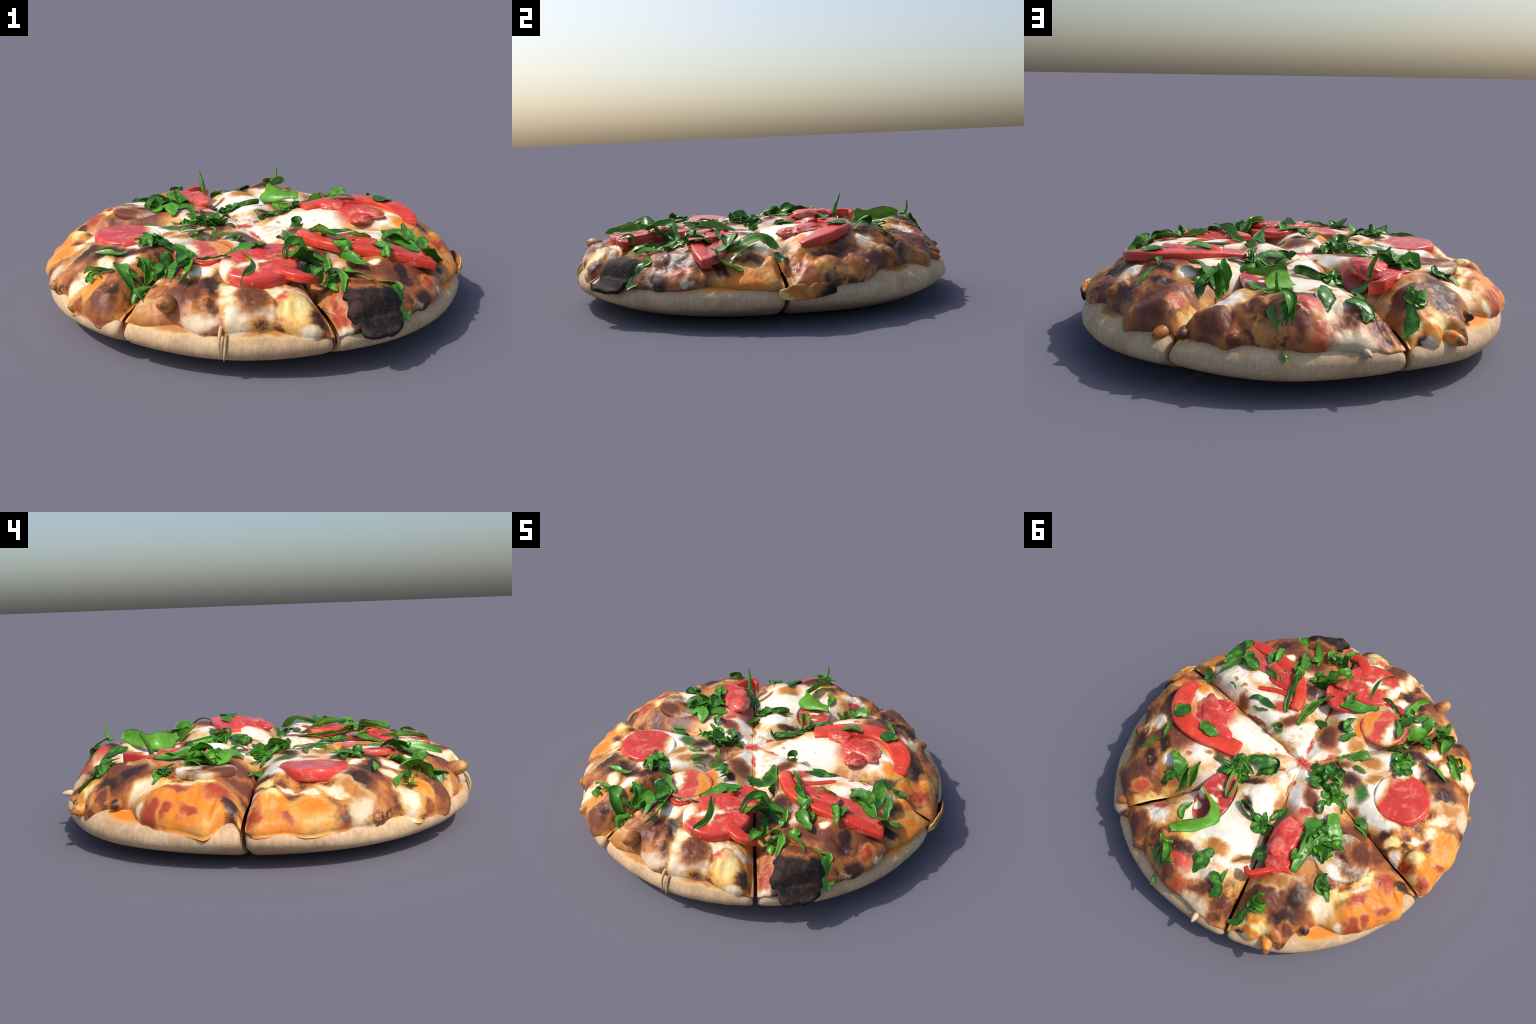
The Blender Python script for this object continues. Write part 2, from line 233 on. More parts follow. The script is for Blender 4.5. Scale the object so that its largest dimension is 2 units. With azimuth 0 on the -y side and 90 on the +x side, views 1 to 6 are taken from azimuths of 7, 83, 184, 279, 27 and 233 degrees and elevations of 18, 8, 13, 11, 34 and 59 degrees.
LEAVES = [
    ("loop", -0.155, 0.386, -0.041, 0.382, 0.046, 0.02, 0), ("tangle", -0.196, 0.359, 0.039, 0, 0.02, 0, 0),
    ("blade", -0.214, 0.313, -0.212, 0.209, 0.039, 0.01, 0.1), ("cup", -0.296, 0.504, -0.4, 0.409, 0.098, 0.04, 0),
    ("blade", -0.542, 0.424, -0.366, 0.223, 0.052, 0.04, -0.1), ("blade", -0.477, 0.305, -0.478, 0.397, 0.046, 0.04, 0),
    ("cup", -0.179, 0.806, -0.196, 0.664, 0.062, 0.025, 0.1), ("blade", -0.049, 0.935, 0.056, 0.815, 0.033, 0.04, -0.3),
    ("blade", -0.049, 1.003, -0.026, 0.945, 0.012, 0.005, 0), ("blade", -0.033, 0.932, -0.084, 0.861, 0.018, 0.01, 0.5),
    ("cup", -0.257, 0.723, -0.367, 0.778, 0.043, 0.03, 0), ("blade", -0.376, 0.769, -0.297, 0.665, 0.028, 0.03, 0.2),
    ("blade", -0.332, 0.808, -0.341, 0.741, 0.039, 0.02, 0), ("blade", -0.471, 0.803, -0.515, 0.686, 0.049, 0.02, -0.15),
    ("blade", -0.503, 0.702, -0.574, 0.623, 0.046, 0.03, -0.1), ("tangle", -0.531, 0.65, 0.026, 0, 0.02, 0, 0),
    ("crescent", 0.036, 0.76, 0.162, 0.498, 0.056, 0.05, -0.45), ("blade", 0.076, 0.685, 0.13, 0.584, 0.029, 0.01, 0.1),
    ("cup", 0.271, 0.548, 0.405, 0.471, 0.062, 0.05, 0), ("cup", 0.337, 0.638, 0.339, 0.534, 0.059, 0.04, 0), ("cup", 0.321, 0.587, 0.31, 0.478, 0.052, 0.05, 0),
    ("blade", 0.262, 0.591, 0.274, 0.463, 0.052, 0.05, 0.1), ("blade", 0.237, 0.531, 0.258, 0.418, 0.046, 0.05, 0.1),
    ("cup", 0.351, 0.615, 0.323, 0.557, 0.046, 0.03, 0), ("strip", 0.254, 0.346, 0.067, 0.259, 0.026, 0.02, 0.1),
    ("strip", 0.185, 0.341, 0.154, 0.243, 0.023, 0.02, 0), ("loop", 0.039, 0.422, 0.13, 0.272, 0.049, 0.025, 0),
    ("blade", 0.193, 0.37, 0.141, 0.28, 0.039, 0.025, 0), ("tangle", 0.121, 0.261, 0.039, 0, 0.02, 0, 0), ("strip", 0.157, 0.275, 0.069, 0.214, 0.02, 0.02, 0.2),
    ("cup", 0.135, 0.209, 0.027, 0.075, 0.059, 0.035, 0), ("cup", 0.059, 0.2, -0.003, 0.116, 0.043, 0.02, 0),
    ("blade", 0.072, 0.106, -0.032, 0.135, 0.039, 0.03, 0.2), ("roll", 0.198, -0.051, 0.039, 0.039, 0.03, 0, 0),
    ("flat", 0.624, 0.348, 0.562, 0.276, 0.075, 0.012, 0), ("cup", 0.34, 0.262, 0.457, 0.277, 0.049, 0.025, 0),
    ("strip", 0.598, 0.596, 0.532, 0.499, 0.014, 0.01, 0.1), ("strip", 0.532, 0.499, 0.596, 0.389, 0.018, 0.02, -0.1),
    ("blade", 0.866, -0.175, 0.753, -0.313, 0.062, 0.035, 0.1), ("blade", 0.759, -0.27, 0.588, -0.2, 0.062, 0.03, -0.1),
    ("flat", 0.601, -0.293, 0.594, -0.407, 0.056, 0.012, 0), ("blade", 0.566, -0.313, 0.616, -0.439, 0.029, 0.03, 0),
    ("blade", 0.45, -0.392, 0.523, -0.52, 0.049, 0.03, -0.2), ("strip", 0.459, -0.399, 0.405, -0.394, 0.039, 0.015, 0),
    ("blade", 0.318, -0.271, 0.433, -0.384, 0.033, 0.035, 0), ("blade", 0.556, -0.263, 0.449, -0.25, 0.033, 0.03, 0),
    ("cup", 0.829, -0.003, 0.73, 0.011, 0.049, 0.02, 0), ("flat", 0.47, -0.053, 0.314, -0.134, 0.033, 0.004, 0.1),
    ("flat", 0.423, -0.049, 0.331, -0.078, 0.021, 0.004, 0), ("strip", 0.635, -0.049, 0.578, -0.042, 0.009, 0.015, 0),
    ("cup", 0.64, -0.582, 0.699, -0.713, 0.049, 0.03, 0), ("blade", 0.427, -0.525, 0.551, -0.658, 0.034, 0.04, 0), ("roll", 0.39, -0.627, 0.039, 0.039, 0.04, 0, 0),
    ("cup", 0.332, -0.633, 0.327, -0.721, 0.036, 0.03, 0), ("cup", 0.307, -0.439, 0.215, -0.604, 0.082, 0.04, 0),
    ("strip", 0.363, -0.418, 0.196, -0.615, 0.026, 0.05, -0.25), ("strip", 0.327, -0.422, 0.312, -0.616, 0.023, 0.03, -0.1),
    ("blade", 0.139, -0.15, 0.124, -0.414, 0.049, 0.04, 0.25), ("blade", 0.127, -0.265, 0.047, -0.282, 0.039, 0.02, 0),
    ("strip", 0.192, -0.267, 0.235, -0.346, 0.025, 0.012, 0), ("blade", 0.085, -0.446, 0.073, -0.524, 0.039, 0.025, 0),
    ("flat", 0.09, -0.413, -0.067, -0.563, 0.052, 0.015, 0.05), ("strip", 0.017, -0.565, 0.032, -0.806, 0.028, 0.01, 0.2),
    ("strip", -0.022, -0.632, -0.168, -0.644, 0.014, 0.01, 0), ("blade", -0.183, -0.625, -0.205, -0.846, 0.039, 0.05, 0.1),
    ("cup", -0.221, -0.569, -0.225, -0.695, 0.066, 0.05, 0), ("cup", -0.278, -0.596, -0.314, -0.706, 0.079, 0.045, 0),
    ("blade", -0.318, -0.702, -0.277, -0.769, 0.052, 0.06, 0), ("blade", -0.422, -0.608, -0.349, -0.736, 0.041, 0.04, 0.1),
    ("cup", -0.329, -0.774, -0.34, -0.866, 0.039, 0.05, -0.2), ("cup", -0.35, -0.765, -0.381, -0.833, 0.049, 0.04, 0),
    ("strip", -0.372, -0.722, -0.47, -0.693, 0.026, 0.03, 0.2), ("blade", -0.215, -0.695, -0.178, -0.7, 0.02, 0.04, 0),
    ("blade", -0.063, -0.321, -0.031, -0.414, 0.029, 0.03, 0.2), ("blade", -0.072, -0.267, -0.122, -0.348, 0.033, 0.02, 0),
    ("cup", -0.036, -0.34, -0.083, -0.345, 0.033, 0.03, 0), ("strip", -0.207, -0.161, -0.17, -0.273, 0.012, 0.015, 0.2),
    ("cup", -0.214, -0.227, -0.26, -0.324, 0.043, 0.03, 0), ("strip", -0.189, -0.293, -0.243, -0.336, 0.016, 0.03, 0),
    ("blade", -0.266, -0.445, -0.362, -0.463, 0.036, 0.025, 0.2), ("tangle", -0.41, -0.424, 0.059, 0, 0.03, 0, 0),
    ("cup", -0.374, -0.392, -0.45, -0.48, 0.059, 0.035, 0), ("blade", -0.488, -0.53, -0.631, -0.549, 0.021, 0.01, 0.1),
    ("blade", -0.504, -0.681, -0.578, -0.698, 0.026, 0.02, -0.1), ("strip", -0.545, -0.728, -0.605, -0.694, 0.016, 0.03, 0),
    ("cup", -0.603, -0.676, -0.593, -0.73, 0.028, 0.02, 0), ("strip", -0.25, -0.214, -0.326, -0.243, 0.018, 0.015, -0.1),
    ("flat", -0.095, -0.064, -0.149, -0.058, 0.031, 0.01, 0), ("tangle", -0.221, -0.064, 0.079, 0, 0.03, 0, 0),
    ("cup", -0.217, -0.024, -0.218, -0.137, 0.072, 0.03, 0), ("tangle", -0.296, -0.037, 0.046, 0, 0.03, 0, 0),
    ("strip", -0.35, 0.045, -0.27, -0.041, 0.036, 0.03, 0), ("strip", -0.21, -0.127, -0.27, -0.093, 0.033, 0.025, 0),
    ("strip", -0.363, 0.113, -0.316, 0.043, 0.028, 0.03, 0), ("strip", -0.331, -0.017, -0.422, 0.008, 0.014, 0.015, 0.1),
    ("flat", -0.355, 0.213, -0.459, 0.133, 0.075, 0.012, 0), ("blade", -0.457, 0.213, -0.459, 0.133, 0.036, 0.04, 0),
    ("cup", -0.545, 0.149, -0.419, 0.038, 0.062, 0.04, 0.1), ("cup", -0.504, 0.285, -0.533, 0.164, 0.079, 0.045, 0),
    ("cup", -0.473, 0.191, -0.589, 0.144, 0.072, 0.04, 0), ("cup", -0.447, 0.296, -0.415, 0.177, 0.059, 0.05, 0),
    ("blade", -0.497, 0.313, -0.48, 0.171, 0.046, 0.05, 0), ("tangle", -0.502, 0.215, 0.079, 0, 0.04, 0, 0),
    ("flat", -0.474, -0.033, -0.555, -0.046, 0.036, 0.01, 0), ("strip", -0.506, -0.008, -0.587, -0.004, 0.016, 0.01, 0.1),
    ("strip", -0.649, 0.355, -0.742, 0.381, 0.021, 0.02, 0.2), ("tangle", -0.667, 0.344, 0.016, 0, 0.02, 0, 0),
    ("strip", -0.403, -0.035, -0.366, -0.083, 0.014, 0.02, 0.3), ("cup", -0.381, -0.783, -0.492, -0.661, 0.051, 0.04, 0.1),
    ("cup", -0.357, -0.67, -0.4, -0.625, 0.056, 0.04, 0), ("blade", -0.251, -0.784, -0.185, -0.644, 0.033, 0.04, 0.15),
    ("cup", -0.303, -0.569, -0.325, -0.514, 0.051, 0.04, 0), ("blade", -0.174, -0.606, -0.289, -0.519, 0.031, 0.02, 0),
    ("cup", -0.531, -0.663, -0.648, -0.645, 0.036, 0.03, 0), ("roll", -0.372, -0.76, 0.018, 0.022, 0.015, 0, 0),
    ("strip", -0.613, -0.706, -0.599, -0.659, 0.018, 0.02, 0), ("blade", 0.186, -0.596, 0.299, -0.432, 0.036, 0.04, 0.1),
    ("cup", 0.238, -0.498, 0.368, -0.483, 0.053, 0.03, 0), ("cup", 0.315, -0.744, 0.335, -0.629, 0.031, 0.03, 0),
    ("blade", 0.359, -0.676, 0.42, -0.627, 0.031, 0.04, 0), ("blade", 0.447, -0.708, 0.412, -0.593, 0.027, 0.045, 0),
    ("cup", 0.358, -0.654, 0.42, -0.705, 0.031, 0.03, 0), ("strip", 0.324, -0.605, 0.305, -0.538, 0.027, 0.04, 0),
    ("cup", 0.444, -0.565, 0.472, -0.523, 0.036, 0.02, 0), ("blade", 0.579, -0.58, 0.67, -0.62, 0.042, 0.012, 0.2),
    ("blade", 0.65, -0.609, 0.701, -0.683, 0.031, 0.012, 0.15), ("blade", 0.24, -0.161, 0.392, -0.345, 0.038, 0.035, 0.05),
    ("blade", 0.386, -0.353, 0.499, -0.453, 0.049, 0.02, 0), ("strip", 0.418, -0.257, 0.47, -0.323, 0.024, 0.025, 0),
    ("cup", 0.598, -0.218, 0.727, -0.216, 0.058, 0.045, 0), ("blade", 0.72, -0.224, 0.751, 0.013, 0.053, 0.05, 0.1),
    ("blade", 0.805, -0.221, 0.768, -0.098, 0.033, 0.04, 0.1), ("blade", 0.379, -0.485, 0.362, -0.411, 0.018, 0.03, 0.2),
    ("cup", 0.363, -0.525, 0.376, -0.479, 0.027, 0.03, 0), ("strip", -0.052, 1.017, -0.037, 0.964, 0.013, 0.006, 0),
    ("horn", -0.115, 1.132, -0.105, 1.142, 0.01, 0.06, 0), ("horn", -0.466, 0.522, -0.456, 0.532, 0.027, 0.07, 0),
    ("cup", 0.014, 0.848, -0.018, 0.921, 0.025, 0.015, -0.3), ("blade", -0.026, 0.924, -0.103, 0.863, 0.025, 0.015, 0.2),
]
# ---------------------------------------------------------------- materials
SLICE_SAG = [.018, .012, .018, .018, .02, .02]

# baked colours: colour of the fringe, colour of the middle
BAKED = {
    "M": ((.70, .37, .09), (.86, .785, .665)),      # melted mozzarella with a golden fringe
    "W": ((.68, .36, .10), (.82, .66, .46)),       # pale baked cheese on the rim
    "T": ((.68, .45, .19), (.46, .185, .045)),      # toasted
    "B": ((.48, .16, .036), (.155, .047, .024)),   # browned
    "C": ((.23, .070, .026), (.046, .019, .014)),  # charred
    "K": ((.085, .045, .032), (.017, .014, .013)), # burnt black
    "O": ((.68, .36, .09), (.76, .225, .022)),     # orange, oil-soaked crust
    "Y": ((.76, .40, .09), (.88, .68, .28)),       # pale yellow blister tops
    "P": ((.56, .38, .22), (.64, .49, .33)),       # bare pale dough
    "R": ((.60, .26, .15), (.56, .070, .050)),     # tomato sauce
    "S": ((.56, .20, .06), (.38, .060, .022)),     # rust red scorch
    "G": ((.26, .24, .09), (.040, .140, .030)),    # herb stain
}


class Nodes:
    """Small helper for writing node trees."""

    def __init__(self, name):
        self.mat = bpy.data.materials.new(name)
        self.mat.use_nodes = True
        self.t = self.mat.node_tree
        self.bsdf = self.t.nodes["Principled BSDF"]
        self.out = self.t.nodes["Material Output"]

    def add(self, kind, **values):
        n = self.t.nodes.new(kind)
        for k, v in values.items():
            if k in ("operation", "data_type", "blend_type", "vector_type", "interpolation_type", "noise_dimensions", "feature", "node_tree", "bands_direction", "wave_type"):
                setattr(n, k, v)
        for k, v in values.items():
            if k.startswith("in_"):
                key = k[3:]
                sock = n.inputs[int(key)] if key.isdigit() else n.inputs[key.replace("_", " ")]
                if hasattr(v, "is_output"):
                    self.t.links.new(v, sock)
                else:
                    sock.default_value = v
        return n

    def link(self, a, b):
        self.t.links.new(a, b)

    def noise(self, vec, scale, detail=3, rough=.55, out="Fac"):
        return self.add("ShaderNodeTexNoise", in_Vector=vec, in_Scale=scale, in_Detail=detail, in_Roughness=rough).outputs[out]

    def math(self, op, a, b=0.0):
        return self.add("ShaderNodeMath", operation=op, in_0=a, in_1=b).outputs[0]

    def span(self, x, lo, hi, to0=0.0, to1=1.0):
        return self.add("ShaderNodeMapRange", interpolation_type="SMOOTHSTEP", in_0=x, in_1=lo, in_2=hi, in_3=to0, in_4=to1).outputs[0]

    def mix(self, fac, a, b, blend="MIX"):
        n = self.t.nodes.new("ShaderNodeMix")
        n.data_type = "RGBA"
        n.blend_type = blend
        for sock, v in ((n.inputs["Factor"], fac), (n.inputs[6], a), (n.inputs[7], b)):
            if hasattr(v, "is_output"):
                self.t.links.new(v, sock)
            else:
                sock.default_value = v if isinstance(v, float) else (*v[:3], 1)
        return n.outputs[2]

    def coords(self):
        return self.add("ShaderNodeTexCoord").outputs["Object"]

    def bump(self, height, strength, distance=.01):
        b = self.add("ShaderNodeBump", in_Strength=strength, in_Distance=distance, in_Height=height)
        self.link(b.outputs["Normal"], self.bsdf.inputs["Normal"])


def scorch_group():
    """Node group: one soft elliptic patch with a fringe, laid over a colour."""
    g = bpy.data.node_groups.new("scorch_patch", "ShaderNodeTree")
    for name, kind in (("Color", "NodeSocketColor"), ("Vector", "NodeSocketVector"), ("Wobble", "NodeSocketFloat"), ("Location", "NodeSocketVector"),
                       ("Rotation", "NodeSocketVector"), ("Scale", "NodeSocketVector"), ("Fringe", "NodeSocketColor"), ("Middle", "NodeSocketColor"),
                       ("Fringe Amount", "NodeSocketFloat"), ("Middle Amount", "NodeSocketFloat")):
        g.interface.new_socket(name, in_out="INPUT", socket_type=kind)
    g.interface.new_socket("Color", in_out="OUTPUT", socket_type="NodeSocketColor")
    i, o = g.nodes.new("NodeGroupInput"), g.nodes.new("NodeGroupOutput")
    mp = g.nodes.new("ShaderNodeMapping")
    mp.vector_type = "TEXTURE"
    for k in ("Vector", "Location", "Rotation", "Scale"):
        g.links.new(i.outputs[k], mp.inputs[k])
    ln = g.nodes.new("ShaderNodeVectorMath")
    ln.operation = "LENGTH"
    g.links.new(mp.outputs[0], ln.inputs[0])
    ad = g.nodes.new("ShaderNodeMath")
    g.links.new(ln.outputs["Value"], ad.inputs[0])
    g.links.new(i.outputs["Wobble"], ad.inputs[1])
    col = i.outputs["Color"]
    for lo, hi, key, most in ((1.55, .90, "Fringe", .9), (1.22, .55, "Middle", 1.0)):
        mr = g.nodes.new("ShaderNodeMapRange")
        mr.interpolation_type = "SMOOTHSTEP"
        g.links.new(ad.outputs[0], mr.inputs[0])
        for s, v in zip((1, 2, 3, 4), (lo, hi, 0, most)):
            mr.inputs[s].default_value = v
        mx = g.nodes.new("ShaderNodeMix")
        mx.data_type = "RGBA"
        am = g.nodes.new("ShaderNodeMath")
        am.operation = "MULTIPLY"
        g.links.new(mr.outputs[0], am.inputs[0])
        g.links.new(i.outputs[key + " Amount"], am.inputs[1])
        g.links.new(am.outputs[0], mx.inputs["Factor"])
        g.links.new(col, mx.inputs[6])
        g.links.new(i.outputs[key], mx.inputs[7])
        col = mx.outputs[2]
    g.links.new(col, o.inputs[0])
    return g


SCORCH = scorch_group()


def lay_patches(n, col, vec, patches, ragged=.55, level=None):
    """Lay baked patches over a colour; vec is the object position."""
    flat = n.add("ShaderNodeVectorMath", operation="MULTIPLY", in_0=vec, in_1=(1, 1, 0 if level is None else 1)).outputs[0]
    w1 = n.add("ShaderNodeVectorMath", operation="SUBTRACT", in_0=n.noise(vec, 8, 5, .62, "Color"), in_1=(.5, .5, .5)).outputs[0]
    w2 = n.add("ShaderNodeVectorMath", operation="MULTIPLY", in_0=w1, in_1=(.11, .11, 0)).outputs[0]
    pos = n.add("ShaderNodeVectorMath", operation="ADD", in_0=flat, in_1=w2).outputs[0]
    wob = n.math("MULTIPLY", n.math("SUBTRACT", n.noise(vec, 30, 4, .65), .5), ragged)
    runs = []                                   # neighbours of one kind melt together: all fringes first, then all middles
    for patch in patches:
        if runs and runs[-1][0][0] == patch[0]:
            runs[-1].append(patch)
        else:
            runs.append([patch])
    for run in runs:
        for fringe, middle in (((1.0, 1.0),) if len(run) == 1 else ((1.0, 0.0), (0.0, 1.0))):
            for kind, x, y, a, b, rot in run:
                g = n.add("ShaderNodeGroup", node_tree=SCORCH, in_Color=col, in_Vector=pos, in_Wobble=wob, in_Location=(x, y, level or 0),
                          in_Rotation=(0, 0, math.radians(rot)), in_Scale=(a, b, .035), in_Fringe=(*BAKED[kind][0], 1), in_Middle=(*BAKED[kind][1], 1),
                          in_Fringe_Amount=fringe, in_Middle_Amount=middle)
                col = g.outputs[0]
    return col


def cut_browning(k):
    """Golden and saucy fringes where the cheese was cut, near the hub."""
    found = [("R", HUB[0], HUB[1], .045, .03, 20)]
    for j, (kind, at, ln, wd) in ((k, ("T", .26, .10, .012)), ((k + 1) % 6, ("T", .17, .08, .012)), (k, ("R", .13, .06, .010)), ((k + 1) % 6, ("B", .42, .07, .012)), (k, ("B", .55, .06, .012))):
        q = HUB + CUT_DIRS[j] * at
        found.append((kind, q[0], q[1], ln, wd, CUT_ANGLES[j] % 180))
    return found


def topping_material(k):
    n = Nodes("baked_topping")
    p = n.coords()
    ground = n.mix(n.span(n.noise(p, 7, 4, .6), .42, .62), (.56, .24, .060), (.32, .090, .024))
    ground = n.mix(n.span(n.noise(p, 13, 4, .65), .46, .60), ground, (.105, .033, .018))
    middle = n.mix(n.span(n.noise(p, 8, 4, .6), .45, .62), (.84, .76, .64), (.60, .31, .09))
    away = n.add("ShaderNodeVectorMath", operation="LENGTH", in_0=n.add("ShaderNodeVectorMath", operation="MULTIPLY", in_0=p, in_1=(1, 1, 0)).outputs[0]).outputs["Value"]
    ground = n.mix(n.span(n.math("ADD", away, n.math("MULTIPLY", n.noise(p, 6, 3, .6), .3)), .50, .85), middle, ground)
    col = lay_patches(n, ground, p, PATCHES[k] + cut_browning(k))
    # fine mottling and sparse brown flecks
    tone = n.span(n.noise(p, 38, 4, .7), .3, .7, .90, 1.07)
    col = n.mix(1.0, col, n.add("ShaderNodeCombineColor", in_0=tone, in_1=tone, in_2=tone).outputs[0], "MULTIPLY")
    fleck = n.span(n.noise(p, 24, 2, .5), .69, .75, 0, .7)
    col = n.mix(fleck, col, (.36, .15, .05))
    n.link(col, n.bsdf.inputs["Base Color"])
    n.bsdf.inputs["Roughness"].default_value = .44
    n.bsdf.inputs["Specular IOR Level"].default_value = .32
    n.bump(n.math("ADD", n.noise(p, 45, 4, .6), n.math("MULTIPLY", n.noise(p, 150, 2, .5), .15)), .22, .008)
    return n.mat


def dough_material():
    n = Nodes("dough")
    p = n.coords()
    col = n.mix(n.span(n.noise(p, 6, 4, .6), .35, .7), (.64, .455, .27), (.52, .335, .185))
    grain = n.span(n.noise(n.add("ShaderNodeVectorMath", operation="MULTIPLY", in_0=p, in_1=(1, 1, .35)).outputs[0], 60, 3, .7), .35, .7, .86, 1.08)
    col = n.mix(1.0, col, n.add("ShaderNodeCombineColor", in_0=grain, in_1=grain, in_2=grain).outputs[0], "MULTIPLY")
    smudge = n.span(n.noise(p, 4.2, 5, .68), .55, .78, 0, .62)
    col = n.mix(smudge, col, (.20, .095, .055))
    col = lay_patches(n, col, p, SHELF_PATCHES, .4, .198)
    n.link(col, n.bsdf.inputs["Base Color"])
    n.bsdf.inputs["Roughness"].default_value = .62
    n.bsdf.inputs["Specular IOR Level"].default_value = .3
    n.bump(n.noise(p, 90, 4, .6), .25, .006)
    return n.mat


def tomato_material(name, flesh, pale, white=(), walled=.45):
    """Wet tomato: red with pale fibres and blurred seed chambers; white: cheese that ran over it."""
    n = Nodes(name)
    p = n.coords()
    q = n.add("ShaderNodeVectorMath", operation="ADD", in_0=p, in_1=n.add("ShaderNodeVectorMath", operation="MULTIPLY", in_0=n.noise(p, 8, 3, .6, "Color"), in_1=(.06, .06, .0)).outputs[0]).outputs[0]
    cells = n.add("ShaderNodeTexVoronoi", feature="SMOOTH_F1", in_Vector=q, in_Scale=14.0).outputs["Distance"]
    col = n.mix(n.span(cells, .25, .75), flesh, tuple(c * .80 for c in flesh))
    col = n.mix(n.span(n.noise(q, 11, 4, .6), .52, .75, 0, .75), col, pale)
    walls = n.add("ShaderNodeTexVoronoi", feature="DISTANCE_TO_EDGE", in_Vector=q, in_Scale=10.0).outputs["Distance"]
    col = n.mix(n.math("MULTIPLY", n.span(walls, .11, .02), n.span(n.noise(p, 13, 3, .6), .46, .64, 0, walled)), col, (.78, .36, .24))
    col = n.mix(n.span(n.noise(p, 70, 2, .5), .68, .74, 0, .6), col, (.78, .45, .22))
    if white:
        col = lay_patches(n, col, p, white, .5)
    n.link(col, n.bsdf.inputs["Base Color"])
    n.bsdf.inputs["Roughness"].default_value = .27
    n.bsdf.inputs["Subsurface Weight"].default_value = .08
    n.bsdf.inputs["Subsurface Radius"].default_value = (.03, .008, .005)
    n.bump(n.noise(p, 34, 3, .6), .25, .008)
    return n.mat


def leaf_material(name, dark, light):
    n = Nodes(name)
    p = n.coords()
    rnd = n.add("ShaderNodeObjectInfo").outputs["Random"]
    col = n.mix(n.math("POWER", rnd, 1.4), dark, light)
    col = n.mix(n.span(n.noise(p, 30, 3, .6), .45, .72, 0, .6), col, tuple(min(1, c * 1.6) for c in light))
    col = n.mix(n.span(n.noise(p, 17, 3, .6), .64, .78, 0, .5), col, (.22, .13, .04))
    n.link(col, n.bsdf.inputs["Base Color"])
    n.bsdf.inputs["Roughness"].default_value = .34
    n.bump(n.noise(p, 70, 2, .5), .3, .004)
    tr = n.add("ShaderNodeBsdfTranslucent")
    n.link(n.mix(1.0, col, (.9, 1.0, .35), "MULTIPLY"), tr.inputs["Color"])
    ms = n.add("ShaderNodeMixShader", in_0=.22)
    n.link(n.bsdf.outputs[0], ms.inputs[1])
    n.link(tr.outputs[0], ms.inputs[2])
    n.link(ms.outputs[0], n.out.inputs["Surface"])
    return n.mat


def plain_baked(name, a, b, rough=.6, scale=20, patches=()):
    n = Nodes(name)
    p = n.coords()
    col = n.mix(n.span(n.noise(p, scale, 4, .65), .38, .64), a, b)
    if patches:
        col = lay_patches(n, col, p, patches)
    n.link(col, n.bsdf.inputs["Base Color"])
    n.bsdf.inputs["Roughness"].default_value = rough
    n.bsdf.inputs["Specular IOR Level"].default_value = .22
    n.bump(n.noise(p, 60, 4, .65), .5, .012)
    return n.mat


# colour on the bare dough shelf: orange oil stain, browned stretches, a green herb smear
SHELF_PATCHES = [("O", -.80, .475, .11, .035, 59), ("T", -.20, -.930, .14, .022, 168), ("T", .15, -.935, .12, .022, 9), ("T", -.74, -.60, .09, .03, 129),
                 ("G", -.03, .985, .012, .03, 0), ("T", .72, .57, .10, .03, 128), ("T", .85, .33, .12, .03, 111), ("O", .42, -.86, .03, .04, 0), ("Y", .36, .85, .03, .04, 0), ("O", .87, -.28, .12, .03, 71)]
DOUGH = dough_material()
TOPPING = [topping_material(k) for k in range(6)]
LEAF = leaf_material("herb_green", (.020, .105, .012), (.120, .370, .030))
# ---------------------------------------------------------------- mesh plumbing
def make_mesh(name, verts, faces, material, smooth=True, outward=False):
    me = bpy.data.meshes.new(name)
    me.from_pydata([tuple(v) for v in np.asarray(verts, float)], [], faces)
    me.validate()
    me.update()
    if outward:
        bm = bmesh.new()
        bm.from_mesh(me)
        bmesh.ops.recalc_face_normals(bm, faces=bm.faces)
        bm.to_mesh(me)
        bm.free()
    if smooth:
        me.polygons.foreach_set("use_smooth", [True] * len(me.polygons))
    if material:
        me.materials.append(material)
    return me


def add_object(name, mesh, parent=None, location=None):
    ob = bpy.data.objects.new(name, mesh)
    bpy.context.scene.collection.objects.link(ob)
    if location is not None:
        ob.location = location
    if parent:
        ob.parent = parent
    return ob


def grid_faces(nu, nv, closed_v=False):
    f = []
    for i in range(nu - 1):
        for j in range(nv if closed_v else nv - 1):
            k = (j + 1) % nv
            f.append((i * nv + j, (i + 1) * nv + j, (i + 1) * nv + k, i * nv + k))
    return f


# ---------------------------------------------------------------- slices
pizza = bpy.data.objects.new("pizza", None)
bpy.context.scene.collection.objects.link(pizza)
pizza["label"] = "wood-fired pizza cut into six with tomato, mozzarella and green herbs"
pizza["category"] = "pizza"


def from_hub(theta, radius_at):
    """Distance from the hub to a closed outline given as radius by azimuth around the origin."""
    d = np.stack([np.cos(theta), np.sin(theta)], -1)
    b, c = d @ HUB, HUB @ HUB
    rho = np.full(theta.shape, .95)
    for _ in range(12):
        q = HUB + rho[:, None] * d
        R = radius_at(np.degrees(np.arctan2(q[:, 1], q[:, 0])))
        rho = .5 * rho + .5 * (-b + np.sqrt(b * b - (c - R * R)))
    return rho


def rim_distance(theta):
    return from_hub(theta, lambda az: np.interp(az, [a for a, r in RIM], [r for a, r in RIM]))


def edge_distance(theta):
    """Distance from the hub to the wavy end of the topping."""
    q = np.stack([np.cos(theta), np.sin(theta), 0 * theta], -1)
    return from_hub(theta, edge_radius) + .005 * fractal(q, 16, 2, 31)


def end_packed(n, power=1.7):
    """0..1 samples packed towards both ends."""
    u = np.linspace(-1, 1, n)
    return .5 + .5 * np.sign(u) * (1 - (1 - np.abs(u)) ** power)


